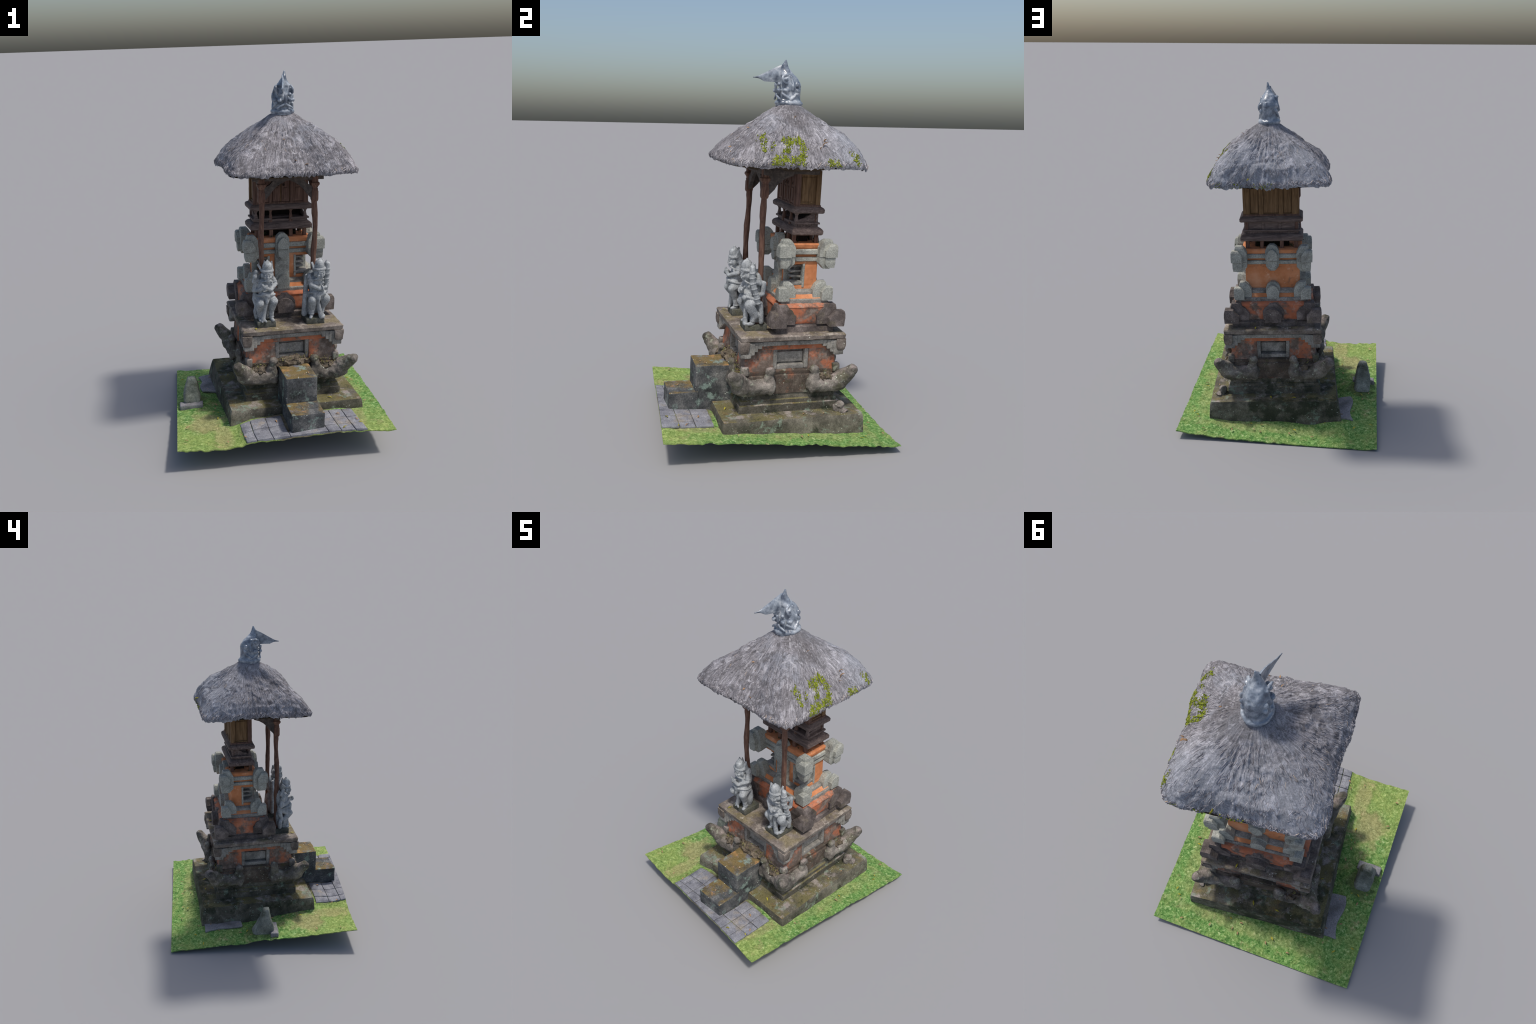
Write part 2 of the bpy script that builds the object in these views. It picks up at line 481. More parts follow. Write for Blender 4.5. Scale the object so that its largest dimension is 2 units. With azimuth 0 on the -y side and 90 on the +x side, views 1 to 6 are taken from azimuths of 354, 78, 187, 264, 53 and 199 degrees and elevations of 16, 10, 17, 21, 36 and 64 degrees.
    def blob(x, y, rx, ry):
        dx = s.math('DIVIDE', s.math('SUBTRACT', s.axis(0), x), rx); dy = s.math('DIVIDE', s.math('SUBTRACT', s.axis(1), y), ry)
        r2 = s.math('ADD', s.math('MULTIPLY', dx, dx), s.math('MULTIPLY', dy, dy))
        return s.step(s.math('ADD', r2, s.math('MULTIPLY', s.math('SUBTRACT', s.noise(14, 4), 0.5), 2.2)), 0.25, 1.15, True)
    green = s.mix(s.math('MULTIPLY', s.step(s.noise(11, 6, 0.75, s.mapped(loc=(6, 2, 4))), 0.55, 0.68), 0.6), green, dry)
    for x, y, rx, ry, k in ((-0.42, -0.30, 0.12, 0.14, 0.6), (-0.33, -0.48, 0.06, 0.14, 0.5), (0.10, 0.49, 0.5, 0.05, 0.25), (0.47, 0.1, 0.06, 0.4, 0.2), (0.42, -0.42, 0.05, 0.16, 0.35)):
        green = s.mix(s.math('MULTIPLY', blob(x, y, rx, ry), k), green, dry)
    soil = s.ramp(s.noise(40, 5), [(0.3, (96, 86, 72)), (0.7, (146, 134, 116))])
    green = s.mix(s.math('MULTIPLY', blob(0.10, -0.47, 0.33, 0.19), 0.95), green, soil)
    green = s.mix(s.math('MULTIPLY', blob(-0.48, 0.02, 0.11, 0.11), 0.55), green, (92, 84, 62))
    M['lawn'] = s.done(green, s.math('ADD', fine, s.math('MULTIPLY', s.noise(30, 4), 0.8)), 0.8, 0.008)
    M['paving'] = stone('blue_grey_paving', (110, 111, 119), (142, 143, 150), (174, 174, 178), 14,
                        [((166, 156, 142), 9, 0.54, 0.68, 0.65, False), ((84, 86, 96), 16, 0.56, 0.68, 0.5, False)], None, 0.3)
    M['concrete'] = stone('pale_concrete', (116, 115, 116), (144, 142, 144), (168, 166, 166), 12, [((102, 100, 84), 9, 0.55, 0.7, 0.5, False)], None, 0.4)
    M['marker'] = stone('mossy_marker_stone', (96, 100, 92), (136, 140, 130), (176, 179, 168), 14,
                        [((70, 76, 52), 9, 0.52, 0.66, 0.6, False), ((160, 164, 156), 16, 0.60, 0.70, 0.6, True)], None, 0.5)
    M['soil'] = stone('dry_soil_litter', (78, 70, 60), (110, 99, 85), (148, 136, 118), 26, [((108, 112, 60), 18, 0.58, 0.68, 0.6, False)], None, 0.8)

    def leaf_mat(name, a, b):
        s = Shader(name, 0.7, 0.3)
        col = s.ramp(s.noise(60, 3), [(0.3, a), (0.7, b)])
        tr = s.n.new('ShaderNodeBsdfTranslucent'); s.link(col, tr.inputs['Color'])
        mx = s.n.new('ShaderNodeMixShader'); mx.inputs['Fac'].default_value = 0.25
        s.link(s.b.outputs[0], mx.inputs[1]); s.link(tr.outputs[0], mx.inputs[2])
        s.link(mx.outputs[0], s.n['Material Output'].inputs['Surface'])
        return s.done(col)
    M['leaf_yellow'] = leaf_mat('yellow_leaf', (168, 158, 48), (206, 196, 84))
    M['leaf_tan'] = leaf_mat('tan_leaf', (166, 128, 92), (206, 176, 140))
    M['leaf_green'] = leaf_mat('weed_green_leaf', (110, 112, 58), (172, 166, 104))
    M['leaf_dark'] = leaf_mat('dark_green_leaf', (30, 46, 20), (56, 78, 34))
    return M


MAT = make_materials()

# ------------------------------------------------------------------ the lawn sheet
FRONT_X = [-0.585, -0.33, -0.19, -0.06, 0.06, 0.2, 0.38, 0.585]
FRONT_Z = [0.131, 0.119, 0.144, 0.151, 0.157, 0.166, 0.160, 0.152]
BACK_Z = [0.011, 0.001, 0.002, 0.006, 0.009, 0.014, 0.025, 0.042]


BANK = [(-0.35, 0.40, 0.046), (-0.42, 0.22, 0.034), (-0.45, 0.02, 0.040), (-0.40, -0.16, 0.026), (-0.31, -0.33, 0.018), (-0.14, -0.36, 0.032), (0.0, -0.35, 0.030), (0.28, -0.33, 0.014), (0.42, 0.46, 0.010), (0.0, 0.45, 0.012)]


def ground_height(x, y):
    x = np.asarray(x, float); y = np.asarray(y, float)
    t = np.clip((y + 0.61) / 1.22, 0, 1)
    h = np.interp(x, FRONT_X, FRONT_Z) * (1 - t) + np.interp(x, FRONT_X, BACK_Z) * t + 0.004 * np.sin(t * math.pi)
    # turf banked up against the plinth, most on the side of the marker stone
    num, den = 0.0, 0.30
    for bx, by, dz in BANK:
        w = np.exp(-((x - bx) ** 2 + (y - by) ** 2) / 0.075 ** 2)
        num = num + w * dz; den = den + w
    return h + num / den


def build_ground():
    root = empty('garden_ground')
    root['label'] = 'Tilted square patch of lawn with grey paving stones'
    root['category'] = 'ground'
    nx, ny = 150, 156
    X = np.linspace(-0.582, 0.582, nx); Y = np.linspace(-0.610, 0.610, ny)
    gx, gy = np.meshgrid(X, Y)
    px, py = gx.ravel(), gy.ravel()
    z = ground_height(px, py)
    p = np.stack([px, py, z], 1)
    bumps = fbm(p * 26, 4, 3) * 0.007 + fbm(p * 7, 2, 5) * 0.006
    edge = np.minimum(np.minimum(px + 0.582, 0.582 - px), np.minimum(py + 0.61, 0.61 - py))
    p[:, 2] += bumps
    fray = np.clip(1 - edge / 0.02, 0, 1)
    p[:, 2] += fray * vnoise(np.stack([px * 45, py * 45, px * 0], 1), 8) * 0.004
    p[:, 2] = np.maximum(p[:, 2], 0.006)
    low = p.copy(); low[:, 2] -= 0.006
    low[:, 2] = np.maximum(low[:, 2], 0.0)
    V = np.vstack([p, low]); n = nx * ny; F = []
    for j in range(ny - 1):
        for i in range(nx - 1):
            a = j * nx + i
            F.append((a, a + 1, a + nx + 1, a + nx)); F.append((n + a, n + a + nx, n + a + nx + 1, n + a + 1))
    for i in range(nx - 1):
        F.append((i, n + i, n + i + 1, i + 1)); a = (ny - 1) * nx + i; F.append((a, a + 1, n + a + 1, n + a))
    for j in range(ny - 1):
        a = j * nx; F.append((a, a + nx, n + a + nx, n + a)); a = j * nx + nx - 1; F.append((a, n + a, n + a + nx, a + nx))
    add_mesh('lawn', V, F, MAT['lawn'], root, sharp=60)

    # flags in front of the steps, laid square to the shrine
    xs = [-0.335, -0.280, -0.194, -0.104, 0.098, 0.168, 0.245, 0.308]; ys = [-0.695, -0.585, -0.503, -0.408]
    k = 0
    for i in range(len(xs) - 1):
        for j in range(len(ys) - 1):
            if i == 3 and j > 0:
                continue
            g = 0.0015
            v, f = box(xs[i] + g, xs[i + 1] - g, ys[j] + g, ys[j + 1] - g, 0, 0.012, 0.003, 0.02, 0.0016, 40, k)
            w = np.array([tuple(TOWER @ Vector((q[0], q[1], 0))) for q in v])
            w[:, 1] = np.maximum(w[:, 1], -0.6085)
            if np.ptp(w[:, 1]) < 0.02:
                continue
            w[:, 2] = ground_height(w[:, 0], w[:, 1]) + v[:, 2] - 0.003 + 0.002 * vnoise(np.full((1, 3), k * 1.37), 4)[0]
            add_mesh('paving_stone', w, f, MAT['paving'], root); k += 1
    # pale concrete strip along the left side of the plinth
    v, f = box(-0.468, -0.37, 0.135, 0.385, 0, 0.012, 0.005, 0.012, 0.003, 30, 2)
    w = np.array([tuple(TOWER @ Vector((q[0] + 0.012 * math.sin(q[1] * 25), q[1], 0))) for q in v])
    w[:, 2] = ground_height(w[:, 0], w[:, 1]) + v[:, 2] + 0.001
    add_mesh('concrete_strip', w, f, MAT['concrete'], root)
    return root


def build_marker():
    root = empty('marker_stone', None, Matrix.Translation((-0.49, -0.01, float(ground_height(-0.49, -0.01)) - 0.01)))
    root['label'] = 'Small upright pointed grey stone on a pale footing'
    root['category'] = 'stone'
    # cross-sections: centre x, centre y, half x, half front, half back, height
    rows = [(0.0, 0.0, 0.056, 0.058, 0.092, 0.0), (0.0, 0.0, 0.055, 0.056, 0.078, 0.02), (0.0, 0.0, 0.057, 0.056, 0.064, 0.045), (0.0, 0.0, 0.054, 0.050, 0.054, 0.07), (0.0, 0.0, 0.048, 0.042, 0.046, 0.085), (0.002, 0.0, 0.043, 0.034, 0.034, 0.115),
            (0.003, 0.0, 0.036, 0.029, 0.025, 0.142), (0.002, 0.0, 0.026, 0.024, 0.020, 0.164), (0.002, -0.003, 0.020, 0.015, 0.014, 0.169), (0.003, -0.003, 0.006, 0.004, 0.004, 0.166)]
    rows = fill_levels(rows, 0.008)
    rings = []
    for cx, cy, hx, hf, hb, z in rows:
        ring = []
        for t in np.linspace(0, 2 * math.pi, 40, endpoint=False):
            c, s = math.cos(t), math.sin(t); R = (abs(c) ** 4.5 + abs(s) ** 4.5) ** (-1 / 4.5)
            ring.append((cx + 0.9 * hx * c * R, cy + 0.92 * (hb if s > 0 else hf) * s * R, z))
        rings.append(ring)
    v, f = loft(rings, amp=0.006, scale=22, seed=4)
    front = (v[:, 1] < -0.01) & (v[:, 2] < 0.085)
    v[front] += (fbm(v[front] * 55, 2, 2)[:, None] * np.array([[0.3, 1, 0.3]])) * 0.010
    v[:, 0] = np.round(v[:, 0] / 0.004) * 0.002 + v[:, 0] * 0.5
    add_mesh('stone_body', v, f, MAT['marker'], root, sharp=45)
    v, f = box(-0.075, 0.062, -0.082, -0.03, -0.005, 0.026, 0.006, 0.012, 0.003, 30, 5)
    add_mesh('footing', v, f, MAT['concrete'], root)
    return root


# ------------------------------------------------------------------ the shrine
def ring_boxes(h, d, z0, z1, t, yc=0.0, **kw):
    return box(-h, h, yc - d, yc + d, z0, z1, **kw)


def sink_to_ground(v, below):
    """let the foot of a block end just under the turf"""
    w = np.array([tuple(TOWER @ Vector(q)) for q in v])
    g = ground_height(w[:, 0], w[:, 1]) - 0.003
    w[:, 2] = np.where(v[:, 2] < below, np.maximum(w[:, 2], g), w[:, 2])
    return np.array([tuple(TOWER_INV @ Vector(q)) for q in w])


def build_base(root):
    part = empty('terrace', root)
    # plinth slab, reaching into the sloping ground
    v, f = tier([(0.388, 0.390, 0.0), (0.386, 0.388, 0.10), (0.381, 0.384, 0.160), (0.379, 0.382, 0.170), (0.375, 0.379, 0.180)], 0, 0.006, 0.016, 0.003, 22, 1)
    low = np.clip((0.165 - v[:, 2]) / 0.10, 0, 1) * np.clip((-v[:, 0] - 0.1) / 0.28, 0, 1) * np.clip((v[:, 1] - 0.0) / 0.38, 0, 1)
    v[:, 0] -= 0.014 * low; v[:, 1] += 0.012 * low
    v = sink_to_ground(v, 0.10)
    add_mesh('plinth_slab', v, f, MAT['plinth'], part)
    # steps
    v, f = box(-0.090, 0.086, -0.472, -0.26, 0.10, 0.385, 0.006, 0.016, 0.0035, 22, 2)
    v = sink_to_ground(v, 0.2)
    add_mesh('step', v, f, MAT['step'], part)
    v, f = box(-0.092, 0.088, -0.614, -0.455, 0.09, 0.240, 0.006, 0.016, 0.0035, 22, 3)
    v = sink_to_ground(v, 0.2)
    add_mesh('step', v, f, MAT['step'], part)
    # footing mouldings and the body behind the horns
    v, f = tier([(0.279, 0.279, 0.172), (0.279, 0.279, 0.221), (0.270, 0.270, 0.225), (0.268, 0.268, 0.243), (0.258, 0.258, 0.247), (0.256, 0.256, 0.28)], 0, 0.005, 0.014, 0.003, 28, 4)
    add_mesh('footing_moulding', v, f, MAT['plinth'], part)
    v, f = tier([(0.248, 0.248, 0.268), (0.262, 0.262, 0.276), (0.268, 0.268, 0.36), (0.266, 0.266, 0.376), (0.260, 0.260, 0.381), (0.262, 0.262, 0.388), (0.262, 0.262, 0.400), (0.24, 0.24, 0.406)], 0, 0.008, 0.014, 0.004, 24, 5)
    add_mesh('belt_course', v, f, MAT['belt'], part)
    # wall: four corner piers, sill and lintel leave a window recess on each side
    v, f = box(-0.210, 0.210, -0.210, 0.210, 0.39, 0.55, 0.004, 0.02, 0.002, 30, 6)
    add_mesh('wall_core', v, f, MAT['trim'], part)
    for sx in (-1, 1):
        for sy in (-1, 1):
            P = fill_levels([(0.256, 0.402), (0.252, 0.44), (0.248, 0.475), (0.247, 0.545)], 0.014)
            rings = []
            for h, z in P:
                ring = rect_ring(0.097, h, 0.097, h, z, (11, 11), 0.006)
                rings.append([(sx * q[0], sy * q[1], q[2]) for q in ring])
            v, f = loft(rings, amp=0.0045, scale=26, seed=7 + sx + 3 * sy)
            add_mesh('wall_pier', v, f, MAT['wall'], part)
    v, f = box(-0.249, 0.249, -0.249, 0.249, 0.514, 0.552, 0.004, 0.016, 0.002, 30, 9)
    add_mesh('lintel_course', v, f, MAT['stained'], part)
    # window frames
    for k in range(4):
        R = np.array(Matrix.Rotation(k * math.pi / 2, 3, 'Z'))
        frame = empty('window', part)
        for nm, b in (('window_jamb', (0.206, 0.246, 0.076, 0.098, 0.405, 0.516)), ('window_jamb', (0.206, 0.246, -0.098, -0.076, 0.405, 0.516)),
                      ('window_pane', (0.205, 0.222, -0.074, 0.074, 0.436, 0.494)), ('window_sill', (0.206, 0.244, -0.075, 0.075, 0.404, 0.428))):
            v, f = box(*b, r=0.003, seg=0.012, amp=0.0018, scale=40, seed=k)
            add_mesh(nm, v @ R.T, f, MAT['trim'], frame)
    # horned corner carvings
    for sx, sy in ((1, 1), (1, -1), (-1, 1), (-1, -1)):
        tip = {(1, 1): 0.322, (1, -1): 0.332, (-1, 1): 0.333, (-1, -1): 0.327}[(sx, sy)]
        parts = []
        for flip in (False, True):
            def at(a, b, z):
                return (b, a, z) if flip else (a, b, z)
            # heavy boat-shaped band along each face, sinking to a saddle between lobe and tip
            parts.append(capsule(at(0.266, 0.128, 0.326), at(0.267, 0.205, 0.318), 0.046, 0.044))
            parts.append(capsule(at(0.267, 0.205, 0.318), at(0.277, 0.268, 0.332), 0.044, 0.050))
            # inner lobe ending in a curl
            parts.append(sphere(at(0.286, 0.116, 0.330), at(0.026, 0.026, 0.056)))
            parts.append(sphere(at(0.282, 0.126, 0.372), at(0.022, 0.028, 0.040)))
            parts.append(sphere(at(0.288, 0.120, 0.413), at(0.021, 0.027, 0.025)))
        # the tip thrusts out and up along the diagonal
        parts.append(capsule((0.262, 0.262, 0.328), (0.292, 0.292, 0.366), 0.052, 0.044))
        parts.append(capsule((0.290, 0.290, 0.362), (tip, tip, 0.412), 0.044, 0.030))
        V, F = fused('corner_horn', parts, 0.005, 3)
        V[:, 2] = np.maximum(V[:, 2], 0.2735)
        V = rough(V, 0.0085, 30, 5, 30 + int(sx + 3 * sy))
        V = V * np.array([sx, sy, 1])
        add_mesh('corner_horn', V, F, MAT['horn'], part, sharp=0)
        v, f = box(0.232, 0.272, 0.232, 0.272, 0.385, 0.432, 0.008, 0.01, 0.005, 30, 12)
        add_mesh('corner_stub', v * np.array([sx, sy, 1]), f, MAT['horn'], part)
    # soil and litter lying on the ledge between the front horns
    v, f = sphere((-0.01, -0.258, 0.396), (0.11, 0.046, 0.026), 5)
    add_mesh('soil_heap', rough(v, 0.022, 55, 5, 3), f, MAT['soil'], part, 0)
    for x, y in ((-0.20, -0.265), (0.20, -0.265), (0.265, 0.19), (-0.2, 0.265)):
        v, f = sphere((x, y, 0.356), (0.06 if abs(y) > 0.2 else 0.035, 0.035 if abs(y) > 0.2 else 0.06, 0.022), 5)
        add_mesh('soil_heap', rough(v, 0.022, 60, 5, 5), f, MAT['soil'], part, 0)
    # cornice with stepped brackets at the corners
    v, f = box(-0.270, 0.270, -0.270, 0.270, 0.543, 0.567, 0.003, 0.016, 0.002, 30, 13)
    add_mesh('frieze_band', v, f, MAT['trim'], part)
    v, f = box(-0.264, 0.264, -0.264, 0.264, 0.562, 0.576, 0.002, 0.016, 0.002, 30, 14)
    add_mesh('frieze_line', v, f, MAT['orange'], part)
    v, f = tier([(0.278, 0.278, 0.572), (0.286, 0.286, 0.576), (0.289, 0.289, 0.596), (0.283, 0.283, 0.603)], 0, 0.006, 0.014, 0.0035, 28, 15)
    add_mesh('cornice_slab', v, f, MAT['cornice'], part)
    for sx in (-1, 1):
        for sy in (-1, 1):
            for lo, hi, z0 in ((0.168, 0.2725, 0.531), (0.190, 0.2755, 0.516), (0.209, 0.279, 0.500), (0.227, 0.2815, 0.484)):
                v, f = box(lo, hi, lo, hi, z0, 0.5655, 0.003, 0.012, 0.0018, 40, 16)
                add_mesh('stepped_bracket', v * np.array([sx, sy, 1]), f, MAT['trim'], part)
            v, f = corner_block(0.24, 0.24, sx, sy, [(0.505, 0.012, 0.040), (0.516, 0.004, 0.047), (0.532, 0.0, 0.050), (0.573, -0.002, 0.0505)], 0.0, 0.003, 17)
            add_mesh('corner_boss', v, f, MAT['cornice'], part)
    # loose carved fragment on the plinth
    v, f = sphere((0.312, 0.262, 0.198), (0.024, 0.034, 0.034), 4)
    w, g = sphere((0.335, 0.285, 0.186), (0.02, 0.026, 0.016), 4)
    V, F = merge([(v, f), (w, g)])
    add_mesh('stone_fragment', rough(V, 0.012, 42, 3, 2), F, MAT['horn'], part, 0)
    return part


def build_tower(root):
    part = empty('brick_tower', root, Matrix.Translation((-0.003, 0, 0)))
    def T(name, levels, mat, **kw):
        v, f = tier(levels, YT, **kw); return add_mesh(name, v, f, MAT[mat], part)
    T('tower_footing', [(0.242, 0.160, 0.598), (0.242, 0.160, 0.632), (0.232, 0.150, 0.638), (0.228, 0.146, 0.655)], 'dark', amp=0.003, seed=21)
    T('lower_block', [(0.232, 0.151, 0.646), (0.237, 0.156, 0.656), (0.237, 0.156, 0.732), (0.240, 0.159, 0.736), (0.238, 0.157, 0.742), (0.222, 0.141, 0.753)], 'stained', amp=0.003, seed=22)
    T('lower_ledge', [(0.212, 0.131, 0.75), (0.212, 0.131, 0.769), (0.207, 0.126, 0.774)], 'trim', amp=0.0025, seed=23)
    T('shaft_foot', [(0.204, 0.122, 0.770), (0.200, 0.118, 0.778), (0.186, 0.104, 0.794)], 'orange', amp=0.002, seed=24)
    T('shaft_foot_band', [(0.186, 0.104, 0.790), (0.184, 0.102, 0.807), (0.166, 0.084, 0.818)], 'trim', amp=0.002, seed=25)
    # shaft, with an open louvred niche cut into each front corner
    y0, y1 = YT - HD, YT + HD
    for b in ((-0.160, 0.160, y0, y1, 0.800, 0.836), (-0.160, 0.160, y0, y1, 0.950, 1.062), (-0.160, 0.160, 0.074, y1, 0.834, 0.952), (-0.076, 0.076, y0, 0.078, 0.834, 0.952)):
        v, f = box(*b, r=0.003, seg=0.014, amp=0.0022, scale=30, seed=26)
        add_mesh('shaft_wall', v, f, MAT['orange'], part)
    for sx in (-1, 1):
        niche = empty('corner_niche', part)
        M = np.array([sx, 1, 1])
        v, f = box(0.07, 0.108, 0.036, 0.08, 0.832, 0.953, 0.002, 0.012, 0.002, 30, 2)
        add_mesh('niche_back', v * M, f, MAT['trim'], niche)
        for i, z in enumerate((0.838, 0.872, 0.902, 0.930)):
            e = 0.142 - 0.010 * (i % 2) - (0.008 if i == 2 else 0)
            v, f = box(0.072, e if i else 0.158, -0.014 + 0.156 - (e if i else 0.152), 0.078, z, z + (0.012 if i else 0.018), 0.003, 0.008, 0.005, 45, 40 + i)
            add_mesh('niche_shelf', v * M, f, MAT['trim'], niche)
        for b in ((0.072, 0.084, y0 - 0.004, y0 + 0.03, 0.826, 0.955), (0.130, 0.164, 0.066, 0.078, 0.826, 0.955)):
            v, f = box(*b, r=0.002, seg=0.012, amp=0.0012, scale=40, seed=3)
            add_mesh('niche_trim', v * M, f, MAT['grey'], niche)
    T('shaft_band', [(0.166, 0.084, 0.968), (0.171, 0.089, 0.972), (0.171, 0.089, 0.988), (0.166, 0.084, 0.992)], 'grey', amp=0.002, seed=27)
    T('shaft_band', [(0.168, 0.086, 1.005), (0.180, 0.099, 1.010), (0.180, 0.099, 1.030), (0.172, 0.091, 1.036)], 'grey', amp=0.002, seed=28)
    T('shaft_cap', [(0.168, 0.088, 1.033), (0.175, 0.096, 1.040), (0.177, 0.098, 1.058), (0.170, 0.091, 1.064)], 'orange', amp=0.002, seed=29)
    v, f = box(-0.043, 0.041, y0 - 0.022, y0 + 0.02, 0.790, 0.975, 0.002, 0.012, 0.0015, 30, 30)
    add_mesh('front_pilaster', v, f, MAT['grey'], part)

    # corner stones: a wide back layer and a smaller block in front of it
    n = 0
    for sx in (-1, 1):
        for sy in (-1, 1):
            n += 1
            st = empty('upper_corner_stone', part)
            for nm, lv in (('back_layer', [(0.936, 0.016, 0.052), (0.966, -0.010, 0.058), (0.9985, -0.010, 0.058)]),
                           ('back_layer', [(1.0005, -0.011, 0.061), (1.050, -0.011, 0.061), (1.083, 0.008, 0.059), (1.092, 0.018, 0.054)]),
                           ('front_layer', [(0.944, 0.034, 0.070), (0.964, 0.018, 0.073), (0.998, 0.018, 0.074)]),
                           ('front_layer', [(1.001, 0.016, 0.081), (1.036, 0.016, 0.082), (1.060, 0.032, 0.081), (1.070, 0.040, 0.075)])):
                v, f = corner_block(0.155, HD, sx, sy, lv, yc=YT, seed=50 + n)
                add_mesh(nm, v, f, MAT['grey'], st, 17)
            st = empty('lower_corner_stone', part)
            for nm, lv in (('back_layer', [(0.774, -0.030, 0.044), (0.820, -0.030, 0.044), (0.850, -0.014, 0.043), (0.866, 0.006, 0.038)]),
                           ('front_layer', [(0.768, 0.012, 0.072), (0.812, 0.011, 0.073), (0.836, 0.028, 0.072), (0.841, 0.034, 0.067)])):
                v, f = corner_block(0.155, HD, sx, sy, lv, yc=YT, amp=0.0016, seed=60 + n)
                add_mesh(nm, v, f, MAT['grey'], st, 17)
            st = empty('terrace_corner_stone', part)
            for nm, lv in (('back_layer', [(0.646, -0.070, 0.036), (0.694, -0.073, 0.038), (0.700, -0.064, 0.038), (0.722, -0.052, 0.037), (0.734, -0.032, 0.036), (0.752, -0.024, 0.032)]),
                           ('front_layer', [(0.640, -0.012, 0.072), (0.684, -0.013, 0.075), (0.692, -0.002, 0.075), (0.708, 0.012, 0.074), (0.722, 0.020, 0.070)])):
                v, f = corner_block(0.212, 0.13, sx, sy, lv, yc=YT + 0.002, amp=0.0020, seed=70 + n)
                add_mesh(nm, v, f, MAT['dark'], st, 17)
    # middle stones on the front and the back
    for sy in (-1, 1):
        st = empty('middle_stone', part)
        def P(nm, lv, d0, d1, base, mat, seed):
            v, f = plate(lv, base + d0, base + d1, -0.002, 0.0008, seed)
            v[:, 1] = YT + sy * v[:, 1]
            add_mesh(nm, v, f, MAT[mat], st, 17)
        P('back_layer', [(0.935, 0.014), (0.946, 0.026), (0.964, 0.038), (0.999, 0.039)], -0.01, 0.030, HD, 'grey', 80)
        P('back_layer', [(1.001, 0.041), (1.058, 0.040), (1.080, 0.028), (1.093, 0.012)], -0.01, 0.032, HD, 'grey', 81)
        P('front_layer', [(0.946, 0.010), (0.964, 0.028), (0.998, 0.030)], 0.02, 0.046, HD, 'grey', 82)
        P('front_layer', [(1.002, 0.033), (1.036, 0.033), (1.058, 0.020), (1.070, 0.006)], 0.02, 0.055, HD, 'grey', 83)
        P('back_layer', [(0.772, 0.040), (0.822, 0.043), (0.846, 0.034), (0.864, 0.012)], -0.01, 0.030, HD, 'grey', 84)
        P('front_layer', [(0.767, 0.035), (0.815, 0.038), (0.838, 0.024), (0.848, 0.008)], 0.02, 0.056, HD, 'grey', 85)
        P('back_layer', [(0.645, 0.058), (0.700, 0.062), (0.722, 0.050), (0.742, 0.024), (0.748, 0.018)], -0.01, 0.036, 0.13, 'dark', 86)
        P('front_layer', [(0.640, 0.046), (0.688, 0.052), (0.708, 0.036), (0.722, 0.014)], 0.02, 0.064, 0.13, 'dark', 87)
    return part


